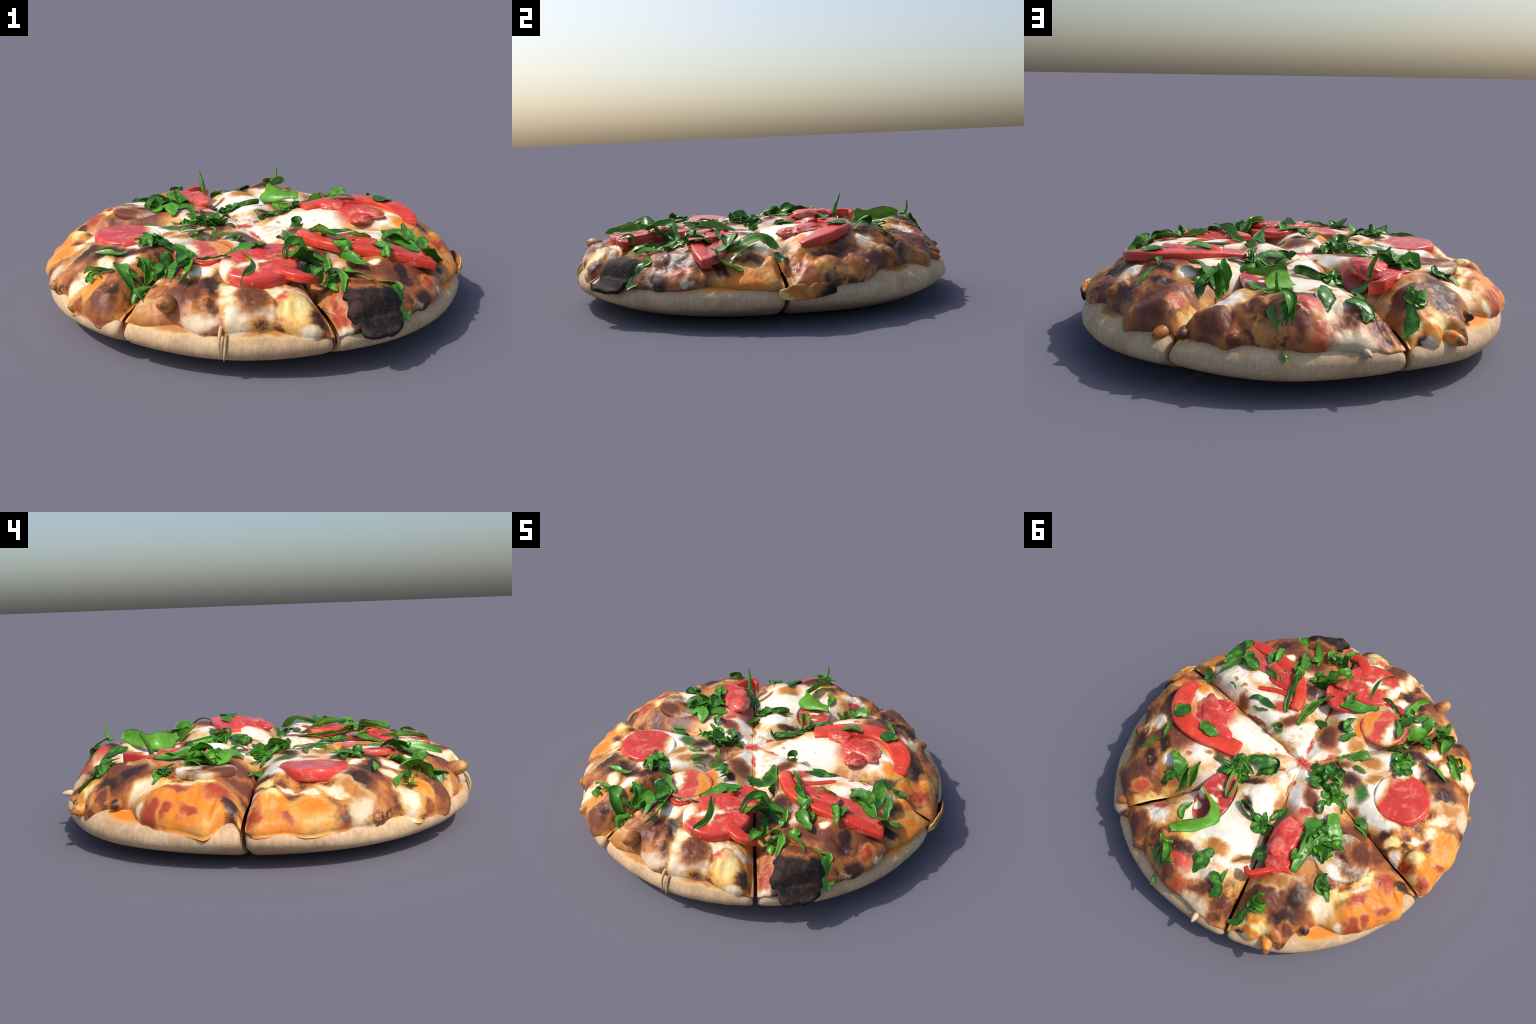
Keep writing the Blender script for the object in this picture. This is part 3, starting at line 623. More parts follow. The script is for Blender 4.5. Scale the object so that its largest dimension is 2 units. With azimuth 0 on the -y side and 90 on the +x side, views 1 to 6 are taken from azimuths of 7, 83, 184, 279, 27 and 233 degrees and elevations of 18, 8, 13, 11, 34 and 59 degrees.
def dough_mesh(k, a0, a1):
    prof = np.array(DOUGH_PROFILE)
    seg = np.linspace(0, 1, 90)
    arc = np.r_[0, np.cumsum(np.hypot(*np.diff(prof, axis=0).T))]
    # rounded resampling of the profile
    pr = np.interp(seg * arc[-1], arc, prof[:, 0])
    pz = np.interp(seg * arc[-1], arc, prof[:, 1])
    for _ in range(3):
        pr[1:-1] = .25 * pr[:-2] + .5 * pr[1:-1] + .25 * pr[2:]
        pz[1:-1] = .25 * pz[:-2] + .5 * pz[1:-1] + .25 * pz[2:]
    n = 96
    s = end_packed(n, 2.0)
    rows = []
    for si in s:
        theta = a0 + (a1 - a0) * si
        end = min(si, 1 - si) * (a1 - a0)                # angle from the nearer cut face
        rnd = math.sqrt(max(0, 1 - (1 - min(end / .045, 1)) ** 2))
        inset = .018 * (1 - rnd)
        rho_rim = float(rim_distance(np.array([theta]))[0]) / .994
        sag = SLICE_SAG[k] * math.sin(math.pi * si) ** 1.2
        rr = np.maximum(pr * rho_rim - inset * smoothstep(pr, .3, .9), 0)
        gap = (.003 + .008 * smoothstep(rr, .1, .9)) * (1 if si < .5 else -1) * (1 - smoothstep(np.array(end), 0, .12))
        th = theta + np.where(rr > .02, gap / np.maximum(rr, .02), 0)
        x, y = HUB[0] + rr * np.cos(th), HUB[1] + rr * np.sin(th)
        mid = .1
        z = mid + (pz - mid) * (1 - .18 * (1 - rnd)) - sag * smoothstep(rr, .75, .98) * (1 - smoothstep(pz, .1, .2))
        z = np.maximum(z, 0)
        rows.append(np.stack([x, y, z], -1))
    v = np.concatenate(rows)
    r = np.hypot(v[:, 0], v[:, 1])
    out = v / np.maximum(r, .01)[:, None] * np.array([1, 1, 0]) + np.array([0, 0, .4])
    v = v + out * (.007 * fractal(v, 6, 3, 60 + k) + .0016 * fractal(v, 45, 2, 70))[:, None] * smoothstep(r, .7, .9)[:, None]
    m = len(pr)
    faces = grid_faces(n, m, closed_v=False)
    faces += [tuple(range(m)), tuple((n - 1) * m + j for j in reversed(range(m)))]
    return make_mesh("pizza_slice", v, faces, DOUGH)


def topping_mesh(k, a0, a1):
    n, m = 190, 230
    s = end_packed(n, 1.6)
    t = np.linspace(0, 1, m)
    t = .003 + (1 - .003) * (.35 * t + .65 * (1 - (1 - t) ** 2.2))
    theta = a0 + (a1 - a0) * s
    rho_max = edge_distance(theta)
    rho = rho_max[:, None] * t[None, :]
    gap = .0002 + .0085 * smoothstep(rho, .35, .95)
    side = (2 * s - 1)[:, None]
    th = (a0 + a1) / 2 + side * ((a1 - a0) / 2 - gap / rho)
    x, y = HUB[0] + rho * np.cos(th), HUB[1] + rho * np.sin(th)
    z = topping_height(x, y)
    # rounded fall towards the two cuts
    d_cut = np.minimum(s, 1 - s)[:, None] * (a1 - a0) * rho
    w = np.interp(rho, [0, .2, .5, 1], [.004, .012, .028, .045])
    drop = np.interp(rho, [0, .2, .5, 1], [.003, .007, .030, .06])
    z = z - drop * (1 - np.sqrt(np.maximum(0, 1 - (1 - np.minimum(d_cut / w, 1)) ** 2)))
    # rounded lip on the rim
    d_rim = rho_max[:, None] - rho
    ex, ey = x[:, -1], y[:, -1]
    close = d_rim < .14
    qx, qy = x[close], y[close]
    true = np.full(qx.shape, 9.0)
    for i in range(0, len(ex) - 1):
        sx, sy = ex[i + 1] - ex[i], ey[i + 1] - ey[i]
        u = np.clip(((qx - ex[i]) * sx + (qy - ey[i]) * sy) / (sx * sx + sy * sy + 1e-12), 0, 1)
        true = np.minimum(true, np.hypot(qx - ex[i] - u * sx, qy - ey[i] - u * sy))
    d_rim[close] = true
    base = rim_shelf(np.hypot(x, y)) - .012
    lip = np.sqrt(np.maximum(0, 1 - (1 - np.minimum(d_rim / .048, 1)) ** 2))
    z = base + np.maximum(z - base, .012) * lip
    v = np.stack([x, y, z], -1).reshape(-1, 3)
    # irregular bulging outwards near the lip
    r = np.hypot(v[:, 0], v[:, 1])
    outward = np.stack([v[:, 0] / r, v[:, 1] / r, 0 * r], -1)
    near = np.exp(-(d_rim.ravel() / .07) ** 2)
    v = v + outward * (near * .008 * fractal(v, 11, 3, 90) + .022 * (lip * (1 - lip)).ravel() * 4 * .6)[:, None]
    faces = grid_faces(n, m)
    # skirt: down the cuts, and tucked under the lip
    ring = [j for j in range(m)] + [i * m + m - 1 for i in range(1, n)] + [(n - 1) * m + j for j in reversed(range(m - 1))]
    low = v[ring].copy()
    on_cut = np.array([1] * m + [0] * (n - 2) + [1] * m, float)
    rim = 1 - on_cut
    low[:, 2] = np.where(on_cut > 0, np.minimum(low[:, 2] - .03, .14), low[:, 2] - .03)
    low[:, :2] -= outward[ring][:, :2] * (.03 * rim)[:, None]
    b = len(v)
    v = np.concatenate([v, low])
    for q in range(len(ring) - 1):
        faces.append((ring[q + 1], ring[q], b + q, b + q + 1))
    return make_mesh("cheese_topping", v, faces, TOPPING[k])


SLICES = []
for k in range(6):
    a0 = math.radians(CUT_ANGLES[k])
    a1 = math.radians(CUT_ANGLES[(k + 1) % 6])
    if a1 < a0:
        a1 += 2 * math.pi
    dough = add_object("pizza_slice", dough_mesh(k, a0, a1), pizza)
    add_object("cheese_topping", topping_mesh(k, a0, a1), dough)
    SLICES.append((a0, a1, dough))


def slice_under(x, y):
    a = math.atan2(y - HUB[1], x - HUB[0])
    for a0, a1, ob in SLICES:
        if a0 <= a < a1 or a0 <= a + 2 * math.pi < a1:
            return ob
    return SLICES[0][2]
# ---------------------------------------------------------------- tomato, flaps and strings
COVERS = []          # height functions of pieces that lie on the topping


def lying_on(x, y):
    """Height of whatever lies uppermost at x, y before the leaves go on."""
    z = float(topping_height(np.array([x]), np.array([y]), False)[0])
    r = math.hypot(x, y)
    e = float(edge_radius(math.degrees(math.atan2(y, x))))
    if r > e - .055:                                        # follow the lip down on to the dough
        b = float(rim_shelf(min(r, 1.0)))
        t = min(max((e - r) / .055, 0), 1)
        z = b + (z - b) * math.sqrt(1 - (1 - t) ** 2)
    for f in COVERS:
        h = f(x, y)
        if h is not None:
            z = max(z, h)
    return z


def closed_sheet(top, bottom, nu, nv, material, name, wrap_v=False):
    """Two grids of points, joined around their border into one solid."""
    v = np.concatenate([top.reshape(-1, 3), bottom.reshape(-1, 3)])
    k = nu * nv
    faces = grid_faces(nu, nv, wrap_v)
    faces += [tuple(k + i for i in reversed(f)) for f in faces]
    border = []
    if wrap_v:
        for i in (0, nu - 1):
            ring = [i * nv + j for j in range(nv)]
            border.append(ring + ring[:1] if i == 0 else (ring + ring[:1])[::-1])
    else:
        border.append([j for j in range(nv)] + [i * nv + nv - 1 for i in range(1, nu)] + [(nu - 1) * nv + j for j in range(nv - 2, -1, -1)] + [i * nv for i in range(nu - 2, -1, -1)])
    for loop in border:
        for a, b in zip(loop[:-1], loop[1:]):
            faces.append((b, a, k + a, k + b))
    return make_mesh(name, v, faces, material, outward=True)


def disc(name, x, y, z, rx, ry, turn, tilt, thick, material, ragged=.03, seed=1, dish=.0, conform=0.0):
    """A round slice with a softened rim; tilt = slope in x and y; conform bends it to the topping."""
    nr, na = 26, 64
    ang = np.linspace(0, 2 * math.pi, na, endpoint=False)
    wob = 1 + ragged * fractal(np.stack([np.cos(ang), np.sin(ang), 0 * ang], 1), 1.7, 3, seed)
    c, s = math.cos(math.radians(turn)), math.sin(math.radians(turn))
    # profile around the section: centre top -> rim -> centre bottom
    prof = [(u, 0.0) for u in np.linspace(.02, .93, nr)] + [(.97, -.10), (.992, -.28), (1.0, -.5), (.995, -.8), (.98, -1.0), (.5, -1.0), (.02, -1.0)]
    rows = []
    for u, d in prof:
        lx, ly = u * wob * rx * np.cos(ang), u * wob * ry * np.sin(ang)
        px, py = c * lx - s * ly, s * lx + c * ly
        h = tilt[0] * px + tilt[1] * py
        if conform:
            h = (1 - conform) * h + conform * (topping_height(x + px, y + py, False) - float(topping_height(np.array([x]), np.array([y]), False)[0]))
        top = h - dish * (1 - u * u) + .004 * fractal(np.stack([x + px, y + py, 0 * px], 1), 16, 3, seed) * (d == 0)
        rows.append(np.stack([px, py, top + d * thick], 1))
    v = np.concatenate(rows)
    n = len(prof)
    faces = grid_faces(n, na, True)
    faces += [tuple(reversed(range(na))), tuple((n - 1) * na + j for j in range(na))]
    ob = add_object(name, make_mesh(name, v, faces, material, outward=True), slice_under(x, y), (x, y, z))

    def cover(qx, qy):
        px, py = qx - x, qy - y
        lx, ly = (c * px + s * py) / rx, (-s * px + c * py) / ry
        return z + tilt[0] * px + tilt[1] * py if lx * lx + ly * ly < 1 else None
    if not conform:
        COVERS.append(cover)
    return ob


def smooth_path(points, n):
    """Catmull-Rom through 3D control points."""
    p = np.array(points, float)
    p = np.concatenate([[2 * p[0] - p[1]], p, [2 * p[-1] - p[-2]]])
    t = np.linspace(0, len(p) - 3 - 1e-6, n)
    i = t.astype(int)
    f = (t - i)[:, None]
    a, b, c, d = p[i], p[i + 1], p[i + 2], p[i + 3]
    return .5 * (2 * b + (c - a) * f + (2 * a - 5 * b + 4 * c - d) * f ** 2 + (3 * b - a - 3 * c + d) * f ** 3)


def crescent(name, points, width, thick, material, taper=.0, lean=0.0, seed=1):
    """A thick band cut from a tomato: points give the middle of its upper face."""
    n = 40
    path = smooth_path(points, n)
    tan = np.gradient(path, axis=0)
    side = np.stack([-tan[:, 1], tan[:, 0], 0 * tan[:, 0]], 1)
    side /= np.linalg.norm(side, axis=1)[:, None]
    t = np.linspace(0, 1, n)
    w = width * .5 * (1 - taper * np.abs(2 * t - 1) ** 2.5)
    sec = [(-.93, 0), (-.4, .02), (.4, .02), (.93, 0), (1, -.12), (1.0, -.8), (.9, -1), (-.9, -1), (-1, -.8), (-1, -.12)]
    rows = []
    for i in range(n):
        e = 1.0 if 0 < i < n - 1 else .93
        rows.append([path[i] + side[i] * w[i] * a * e + np.array([0, 0, thick * b - lean * a * w[i]]) for a, b in sec])
    v = np.array(rows).reshape(-1, 3)
    v = v + np.stack([fractal(v, 14, 2, seed), fractal(v, 14, 2, seed + 5), fractal(v, 14, 2, seed + 9)], 1) * .004
    m = len(sec)
    faces = grid_faces(n, m, True) + [tuple(reversed(range(m))), tuple((n - 1) * m + j for j in range(m))]
    mid = path[n // 2]
    me = make_mesh(name, v - mid, faces, material, outward=True)
    ob = add_object(name, me, slice_under(mid[0], mid[1]), mid)
    bev = ob.modifiers.new("soft", "BEVEL")
    bev.width, bev.segments, bev.limit_method, bev.angle_limit = .006, 2, "ANGLE", .7

    def cover(qx, qy):
        d = np.hypot(path[:, 0] - qx, path[:, 1] - qy)
        i = int(np.argmin(d))
        return float(path[i, 2]) if d[i] < width * .55 else None
    COVERS.append(cover)
    return ob


def pulp(name, x, y, z, rx, ry, rz, turn, material, seed):
    """A soft lump of tomato flesh."""
    nu, nv = 28, 44
    u = np.linspace(.03, math.pi - .03, nu)[:, None]
    w = np.linspace(0, 2 * math.pi, nv, endpoint=False)[None, :]
    d = np.stack([np.sin(u) * np.cos(w), np.sin(u) * np.sin(w), np.cos(u) + 0 * w], -1).reshape(-1, 3)
    k = 1 + .30 * fractal(d, 1.8, 3, seed) + .05 * fractal(d, 7, 2, seed + 3)
    v = d * k[:, None] * np.array([rx, ry, rz])
    c, s = math.cos(math.radians(turn)), math.sin(math.radians(turn))
    v = np.stack([c * v[:, 0] - s * v[:, 1], s * v[:, 0] + c * v[:, 1], v[:, 2]], 1)
    faces = grid_faces(nu, nv, True) + [tuple(reversed(range(nv))), tuple((nu - 1) * nv + j for j in range(nv))]
    return add_object(name, make_mesh(name, v, faces, material, outward=True), slice_under(x, y), (x, y, z))


RED, PALE = (.66, .055, .042), (.76, .25, .17)
FLESH = tomato_material("tomato_flesh", RED, PALE)
SKIN = tomato_material("tomato_skin", (.68, .052, .026), (.74, .16, .07), walled=.0)
SAUCED = tomato_material("tomato_pulp", (.56, .045, .035), (.70, .20, .11))

# the whole slice towards -x, cheese run over its inner side
disc("tomato_slice", -.552, -.288, .362, .152, .150, 0, (-.03, .0), .055,
     tomato_material("tomato_flesh", RED, PALE, [("M", .125, .055, .045, .10, 25), ("G", .15, .09, .025, .045, 30), ("M", .10, -.09, .04, .02, 40)]), seed=4)
# front slice pair and the loose wedge on it
disc("tomato_slice", .093, -.652, .374, .165, .150, 30, (-.03, .09), .05,
     tomato_material("tomato_flesh", RED, PALE, [("M", -.03, -.01, .075, .022, 40), ("M", -.01, -.02, .02, .06, 20), ("M", -.13, -.06, .06, .03, 100)]), seed=6)
disc("tomato_slice", .135, -.485, .376, .118, .105, 0, (-.02, -.02), .03, FLESH, seed=8)
crescent("tomato_wedge", [(.15, -.655, .372), (.20, -.70, .372), (.27, -.73, .365), (.335, -.705, .345)], .06, .035, SKIN, .5, seed=2)
pulp("tomato_pulp", .15, -.56, .37, .085, .06, .025, 30, SAUCED, 21)
pulp("tomato_pulp", .20, -.52, .385, .05, .045, .018, 0, FLESH, 22)
# slice in the upper front, half under cheese
disc("tomato_slice", -.165, -.505, .370, .128, .115, 40, (.0, .03), .03,
     tomato_material("tomato_flesh", (.66, .085, .055), PALE, [("M", -.05, .0, .075, .028, 120), ("O", .10, -.01, .03, .12, 35)]), seed=10)
crescent("tomato_wedge", [(-.20, -.63, .362), (-.13, -.66, .366), (-.06, -.625, .372)], .03, .03, SKIN, .6, seed=3)
# big crescent of the right-hand back slice with pulp in its bow
crescent("tomato_wedge", [(.722, .105, .354), (.712, .19, .381), (.680, .25, .398), (.610, .312, .413), (.513, .335, .419), (.405, .308, .418), (.299, .256, .410), (.205, .207, .396)],
         .108, .05, SKIN, .08, seed=5)
pulp("tomato_pulp", .48, .19, .378, .16, .085, .032, -25, SAUCED, 31)
pulp("tomato_pulp", .36, .22, .395, .075, .05, .030, 10, FLESH, 33)
pulp("tomato_pulp", .50, .10, .366, .075, .05, .03, 60, SAUCED, 35)
# half slice and strips of the right-hand front slice
disc("tomato_slice", .655, -.305, .342, .165, .085, -5, (-.16, .03), .035, tomato_material("tomato_flesh", (.66, .10, .07), PALE), seed=12)
crescent("tomato_wedge", [(.235, -.195, .386), (.275, -.27, .386), (.36, -.335, .384), (.47, -.362, .378), (.60, -.365, .364), (.72, -.352, .340), (.825, -.33, .306)], .07, .04, SKIN, .25, seed=7)
crescent("tomato_wedge", [(.555, -.105, .356), (.483, -.142, .368), (.40, -.205, .374), (.34, -.233, .376), (.285, -.222, .378)], .032, .03, SKIN, .5, seed=9)
pulp("tomato_pulp", .46, -.285, .362, .12, .06, .028, 0, SAUCED, 41)
# long slice lying in the back pool
disc("tomato_slice", .085, .465, .330, .175, .095, 112, (.10, -.05), .03,
     tomato_material("tomato_flesh", (.50, .040, .035), (.58, .12, .09), [("M", -.01, .02, .022, .014, 0), ("M", .02, .10, .022, .016, 0), ("M", .03, -.06, .02, .012, 0), ("M", .06, .05, .03, .02, 0)]), seed=14)
# folded tomato of the left back slice: upright skin and soft flesh
crescent("tomato_skin", [(-.350, .590, .368), (-.395, .600, .384), (-.430, .545, .388), (-.465, .475, .384), (-.515, .440, .386), (-.560, .405, .362)], .030, .055, SKIN, .3, seed=11)
pulp("tomato_pulp", -.365, .345, .362, .125, .085, .040, 115, FLESH, 51)
pulp("tomato_pulp", -.445, .44, .355, .08, .07, .030, 40, FLESH, 52)
# pale cheese slice browned by the oven
disc("cheese_slice", -.612, .178, .356, .150, .135, 20, (-.05, .0), .035,
     plain_baked("browned_cheese", (.66, .54, .39), (.22, .105, .06), .45, 9, [("C", -.02, -.01, .05, .03, 10), ("B", -.06, -.09, .08, .07, 0), ("M", .09, .08, .06, .05, 0), ("M", -.04, .09, .07, .03, 0)]), seed=16, ragged=.08)


# ---------------------------------------------------------------- burnt crust pieces and melted strings
def ragged_flap(name, x, y, radius, material, seed, lift):
    """A lifted sheet of burnt crust draped over the rim."""
    nr, na = 30, 84
    ang = np.linspace(0, 2 * math.pi, na, endpoint=False)
    ring = np.stack([np.cos(ang), np.sin(ang), 0 * ang], 1)
    wob = 1 + .22 * fractal(ring, 2.2, 3, seed) + .10 * fractal(ring, 8, 2, seed + 2)
    top = []
    for u in np.linspace(.01, 1, nr):
        px, py = x + u * wob * radius * np.cos(ang), y + u * wob * radius * 1.05 * np.sin(ang)
        z = np.array([lying_on(a, b) for a, b in zip(px, py)])
        r = np.hypot(px, py)
        z = np.where(r > .97, np.maximum(z, .245 - 1.6 * (r - .93)), z)
        q = np.stack([px, py, 0 * px], 1)
        z = z + lift * (1 - u ** 4) + .012 + .022 * smoothstep(r, .86, .94) * (1 - .5 * u ** 6) + .012 * fractal(q, 16, 4, seed)
        top.append(np.stack([px, py, z], 1))
    top = np.array(top)
    bottom = top - np.array([0, 0, .016])
    me = closed_sheet(top - np.array([x, y, .2]), bottom - np.array([x, y, .2]), nr, na, material, name, True)
    return add_object(name, me, slice_under(x, y), (x, y, .2))


ragged_flap("burnt_crust", .560, -.725, .118, plain_baked("burnt", (.011, .010, .010), (.050, .027, .021), .75, 24, [("B", -.06, .10, .10, .05, 20)]), 77, .010)


def upright_flap(name, points, height, material, seed):
    n, m = 34, 9
    path = smooth_path(points, n)
    t = np.linspace(0, 1, n)
    h = height * (np.sin(math.pi * np.clip(t * .96 + .02, 0, 1)) ** .5) * (1 + .5 * fractal(np.stack([t, 0 * t, 0 * t], 1), 9, 3, seed))
    out = path * np.array([1, 1, 0])
    out /= np.linalg.norm(out, axis=1)[:, None]
    a, b = [], []
    for j in range(m):
        f = j / (m - 1)
        ctr = path + np.array([0, 0, 1.0]) * (h * f - .03 * (1 - f))[:, None] + out * (.016 * math.sin(f * 2.2))
        ctr = ctr + out * (.006 * fractal(ctr, 30, 2, seed))[:, None]
        a.append(ctr + out * (.008 * (1 - .7 * f)))
        b.append(ctr - out * (.008 * (1 - .7 * f)))
    mid = path[n // 2]
    me = closed_sheet(np.array(a) - mid, np.array(b) - mid, m, n, material, name)
    return add_object(name, me, slice_under(mid[0], mid[1]), mid)


upright_flap("crust_flap", [(.950, -.03, .165), (.968, .03, .160), (.970, .088, .160), (.960, .15, .165), (.935, .225, .175)], .036,
             plain_baked("toasted_flap", (.66, .30, .07), (.50, .17, .04), .5, 20, [("Y", 0, -.07, .02, .05, 0), ("K", -.02, .11, .03, .06, 0)]), 13)


def tube(name, points, radius, material, parent_xy, tip=.35):
    n, m = 26, 8
    path = smooth_path(points, n)
    tan = np.gradient(path, axis=0)
    tan /= np.linalg.norm(tan, axis=1)[:, None]
    up = np.array([.31, .47, .82])
    s1 = np.cross(tan, up)
    s1 /= np.linalg.norm(s1, axis=1)[:, None]
    s2 = np.cross(tan, s1)
    rad = radius * (1 - (1 - tip) * np.linspace(0, 1, n) ** 2)
    v = []
    for i in range(n):
        for j in range(m):
            a = 2 * math.pi * j / m
            v.append(path[i] + rad[i] * (s1[i] * math.cos(a) + s2[i] * math.sin(a)))
    mid = path[0]
    faces = grid_faces(n, m, True) + [tuple(reversed(range(m))), tuple((n - 1) * m + j for j in range(m))]
    return add_object(name, make_mesh(name, np.array(v) - mid, faces, material, outward=True), slice_under(*parent_xy), mid)


# ---------------------------------------------------------------- knobs and horns that bubbled out of the crust
def knob(x, y, z, length, radius, seed, rise=.0, heading=None):
    """A small bubble of crust pushed outwards; its inner end sinks into the topping."""
    a = math.atan2(y, x) if heading is None else math.radians(heading)
    nu, nv = 22, 26
    u = np.linspace(.06, math.pi - .06, nu)[:, None]
    w = np.linspace(0, 2 * math.pi, nv, endpoint=False)[None, :]
    d = np.stack([np.cos(u) + 0 * w, np.sin(u) * np.cos(w), np.sin(u) * np.sin(w)], -1).reshape(-1, 3)
    k = 1 + .14 * fractal(d, 1.6, 2, seed)
    taper = 1 - .10 * d[:, 0]
    v = np.stack([d[:, 0] * length * .5 * k, d[:, 1] * radius * taper * k, d[:, 2] * radius * taper * k], 1)
    v[:, 2] += rise * (v[:, 0] / length + .5)
    c, s = math.cos(a), math.sin(a)
    v = np.stack([c * v[:, 0] - s * v[:, 1], s * v[:, 0] + c * v[:, 1], v[:, 2]], 1)
    v = v + np.array([x - c * length * .40, y - s * length * .40, z])
    which = [ob for _, _, ob in SLICES].index(slice_under(x, y))
    faces = grid_faces(nu, nv, True) + [tuple(reversed(range(nv))), tuple((nu - 1) * nv + j for j in range(nv))]
    return add_object("crust_knob", make_mesh("crust_knob", v, faces, TOPPING[which], outward=True), slice_under(x, y))


knob(-.705, .745, .186, .15, .034, 1)
knob(-.724, .595, .226, .11, .030, 2)
knob(-.768, .545, .226, .11, .030, 3)
knob(.165, .940, .222, .12, .032, 4)
knob(.366, .884, .214, .11, .028, 5)
knob(.107, .845, .288, .12, .036, 6)
knob(-.243, -.948, .256, .12, .036, 7, .03)
knob(.465, .850, .200, .12, .034, 10)
knob(-.675, -.745, .172, .11, .030, 11)
knob(-.822, -.560, .190, .11, .032, 12)
knob(-.350, .940, .180, .07, .014, 14)
knob(.735, .545, .270, .11, .034, 15)
knob(.840, .400, .245, .11, .032, 16)

STRING = plain_baked("cheese_string", (.62, .44, .22), (.52, .34, .15), .4, 30)
tube("cheese_string", [(-.005, -.915, .222), (-.010, -.968, .205), (-.012, -.993, .16), (-.010, -.992, .105)], .008, STRING, (-.01, -.9))
tube("cheese_string", [(.006, -.93, .205), (.010, -.978, .165), (.008, -.992, .11), (.004, -.980, .082)], .006, STRING, (.01, -.9))
# ---------------------------------------------------------------- herb leaves
rng = np.random.default_rng(20240)


def sheet(path, side, up, half, cup, thick=.0022, nv=9, fold=0.0):
    """Points of a leaf: path (n,3), side/up frames, half width along the path, cupped across."""
    n = len(path)
    w = np.linspace(-1, 1, nv)
    top = path[:, None, :] + side[:, None, :] * (half[:, None] * w)[:, :, None] + up[:, None, :] * ((cup * half)[:, None] * (np.abs(w) ** 1.7)[None, :] + fold * half[:, None] * np.sin(w * 2.6))[:, :, None]
    du = np.gradient(top, axis=0)
    dv = np.gradient(top, axis=1)
    nor = np.cross(du, dv)
    nor /= np.maximum(np.linalg.norm(nor, axis=2), 1e-9)[:, :, None]
    return top, top - nor * thick


def frames(path, twist):
    tan = np.gradient(path, axis=0)
    tan /= np.maximum(np.linalg.norm(tan, axis=1), 1e-9)[:, None]
    side = np.stack([-tan[:, 1], tan[:, 0], 0 * tan[:, 0]], 1)
    ln = np.linalg.norm(side, axis=1)[:, None]
    side = np.where(ln > .15, side / np.maximum(ln, 1e-9), np.array([.7, .7, 0]))
    up = np.cross(tan, side)
    up *= np.sign(up[:, 2:3] + 1e-6)
    c, s = np.cos(twist)[:, None], np.sin(twist)[:, None]
    return side * c + up * s, up * c - side * s


def place_leaf(name, tops, origin, material=None):
    """Join one or more (top, bottom) sheets into one object."""
    V, F, base = [], [], 0
    for top, bottom in tops:
        n, m = top.shape[:2]
        v = np.concatenate([top.reshape(-1, 3), bottom.reshape(-1, 3)]) - origin
        k = n * m
        f = grid_faces(n, m)
        f += [tuple(k + i for i in reversed(q)) for q in f]
        loop = [j for j in range(m)] + [i * m + m - 1 for i in range(1, n)] + [(n - 1) * m + j for j in range(m - 2, -1, -1)] + [i * m for i in range(n - 2, -1, -1)]
        f += [(b, a, k + a, k + b) for a, b in zip(loop[:-1], loop[1:])]
        V.append(v)
        F += [tuple(i + base for i in q) for q in f]
        base += 2 * k
    return add_object(name, make_mesh(name, np.concatenate(V), F, material or LEAF), slice_under(origin[0], origin[1]), origin)


def leaf_sheet(kind, x0, y0, x1, y1, width, lift, bend):
    n = 15
    t = np.linspace(0, 1, n)
    a, b = np.array([x0, y0]), np.array([x1, y1])
    d = b - a
    ln = max(np.linalg.norm(d), .01)
    nrm = np.array([-d[1], d[0]])
    xy = a + d * t[:, None] + nrm * (bend * np.sin(math.pi * t))[:, None]
    ph = rng.uniform(0, 6.28)
    xy = xy + nrm / ln * (.06 * ln * np.sin(5 * t + ph))[:, None]
    rad = np.linalg.norm(xy, axis=1)
    xy = xy * np.minimum(1, .985 / rad)[:, None]
    ground = np.array([lying_on(x, y) for x, y in xy])
    # a leaf bridges dips: smooth the ground it lies on
    g = np.maximum(ground, np.interp(t, [0, 1], [ground[0], ground[-1]]) - .02)
    for _ in range(3):
        g[1:-1] = .25 * g[:-2] + .5 * g[1:-1] + .25 * g[2:]
    g = np.maximum(g, ground)
    half = width * .62
    if kind == "blade":
        z = g + .006 + lift * (.25 * np.sin(math.pi * t) + .75 * t ** 1.6)
        hw, cup = half * np.maximum(np.sin(math.pi * np.clip(t * .93 + .05, 0, 1)) ** .75, .06), rng.uniform(-.1, .5)
        tw = rng.uniform(-.5, .5) + rng.uniform(-.9, .9) * t
    elif kind == "cup":
        z = g + .006 + lift * (.55 * np.sin(math.pi * t) + .3 * t)
        hw, cup = half * np.maximum(np.sin(math.pi * np.clip(t * .94 + .04, 0, 1)) ** .55, .08), rng.uniform(-.35, .55)
        tw = rng.uniform(-.45, .45) + rng.uniform(-.4, .4) * t
    elif kind == "flat":
        z = g + .005 + lift * .5 * np.sin(math.pi * t)
        hw, cup = half * np.maximum(np.sin(math.pi * np.clip(t * .94 + .03, 0, 1)) ** .6, .1), .05
        tw = 0 * t
    elif kind == "crescent":                                 # a broad leaf standing on its edge
        z = g + .040 + .012 * np.sin(math.pi * t)
        hw, cup = np.maximum(.042 * np.sin(math.pi * np.clip(t * .9 + .05, 0, 1)) ** .45, .006) * (.85 + .3 * np.abs(np.sin(2.2 * math.pi * t))), .25
        tw = 1.05 + 0 * t
    else:                                                    # strip
        z = g + .005 + lift * (.7 * np.sin(math.pi * t) + .3 * t)
        hw, cup = half * (1 - .75 * np.abs(2 * t - 1) ** 3), .3
        tw = rng.uniform(-.8, .8) + rng.uniform(-1.4, 1.4) * t
    path = np.column_stack([xy, z])
    side, up = frames(path, tw)
    hw = hw * (1 + .16 * np.sin(11 * t + ph) + .08 * np.sin(23 * t + 2 * ph))
    return sheet(path, side, up, hw, cup * np.ones(n), fold=rng.uniform(-.18, .18))


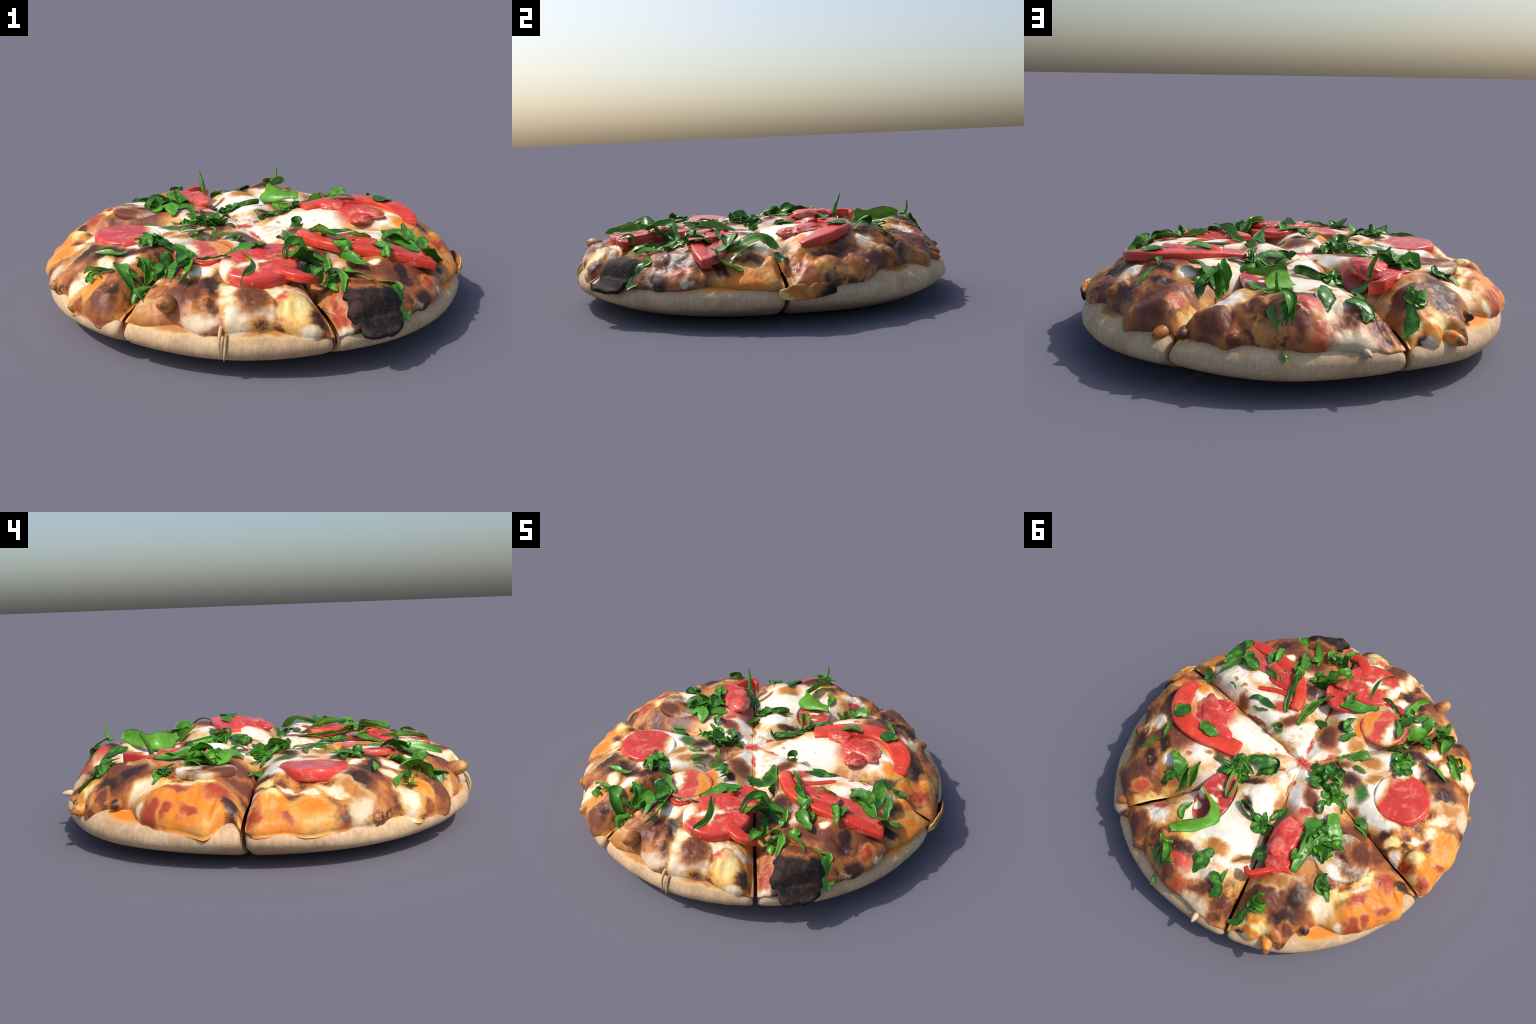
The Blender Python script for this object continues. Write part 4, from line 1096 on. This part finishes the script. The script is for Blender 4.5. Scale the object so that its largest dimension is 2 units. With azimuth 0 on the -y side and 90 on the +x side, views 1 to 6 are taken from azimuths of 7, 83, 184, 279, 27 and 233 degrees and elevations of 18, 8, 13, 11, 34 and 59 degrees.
def curl_sheet(x, y, radius, width, lift, turns=1.3):
    """A rolled leaf lying on its side."""
    n = 30
    t = np.linspace(0, 1, n)
    a = rng.uniform(0, 6.28) + turns * 2 * math.pi * t
    r = radius * (.45 + .55 * t)
    z = lying_on(x, y) + .012 + lift * (.35 + .3 * np.sin(a)) + 0 * t
    path = np.column_stack([x + r * np.cos(a), y + r * np.sin(a), z])
    side = np.tile([.15, .1, .98], (n, 1))
    up = np.cross(np.gradient(path, axis=0), side)
    up /= np.linalg.norm(up, axis=1)[:, None]
    return sheet(path, side, up, width * .5 * np.sin(math.pi * np.clip(t * .9 + .08, 0, 1)) ** .6, .3 * np.ones(n))


def loop_sheets(x0, y0, x1, y1, width, lift):
    """A stalk folded back on itself into a long loop."""
    n = 44
    a = np.linspace(-.15, 2 * math.pi - .35, n)
    c = np.array([(x0 + x1) / 2, (y0 + y1) / 2])
    d = np.array([x1 - x0, y1 - y0]) / 2
    ln = np.linalg.norm(d)
    s = np.array([-d[1], d[0]]) / ln * width * .42
    xy = c - d * np.cos(a)[:, None] + s * np.sin(a)[:, None]
    z = np.array([lying_on(p, q) for p, q in xy]) + .012 + lift * .5 * (1 - np.cos(a)) / 2
    path = np.column_stack([xy, z])
    side = np.tile([0, 0, 1.0], (n, 1))
    up = np.cross(np.gradient(path, axis=0), side)
    up /= np.linalg.norm(up, axis=1)[:, None]
    return [sheet(path, side, up, .012 * np.ones(n), .3 * np.ones(n), thick=.006)]


for number, (kind, *v) in enumerate(LEAVES):
    if kind == "tangle":
        x, y, r, _, lift, *_ = v
        parts = []
        for _ in range(max(5, int(130 * r) + 6)):
            a, q = rng.uniform(0, 6.28), r * math.sqrt(rng.uniform(0, 1))
            px, py = x + q * math.cos(a), y + q * math.sin(a)
            h, ln = rng.uniform(0, 6.28), rng.uniform(.035, .09)
            parts.append(leaf_sheet(str(rng.choice(["strip", "cup", "blade"])), px - ln / 2 * math.cos(h), py - ln / 2 * math.sin(h), px + ln / 2 * math.cos(h), py + ln / 2 * math.sin(h),
                                    rng.uniform(.014, .042), lift * rng.uniform(.3, 1.3), rng.uniform(-.4, .4)))
        ob = place_leaf("herb_tangle", parts, np.array([x, y, lying_on(x, y)]))
        ob["kind"] = "stuff"
    elif kind == "roll":
        x, y, r, w, lift, *_ = v
        place_leaf("rolled_herb_leaf", [curl_sheet(x, y, r * .8, w, lift)], np.array([x, y, lying_on(x, y)]))
    elif kind == "loop":
        x0, y0, x1, y1, w, lift, bend = v
        place_leaf("herb_stalk", loop_sheets(x0, y0, x1, y1, w, lift), np.array([x0, y0, lying_on(x0, y0)]))
    elif kind == "horn":
        continue
    else:
        x0, y0, x1, y1, w, lift, bend = v
        place_leaf("herb_leaf", [leaf_sheet(kind, *v)], np.array([x0, y0, lying_on(x0, y0)]))

tube("herb_stalk", [(-.350, .490, .37), (-.362, .505, .42), (-.378, .525, .46), (-.388, .536, .49)], .012, LEAF, (-.36, .5), .15)
tube("herb_stalk", [(-.02, .80, .385), (.0, .822, .388), (.006, .832, .42), (.006, .832, .46)], .009, LEAF, (0, .8), .4)
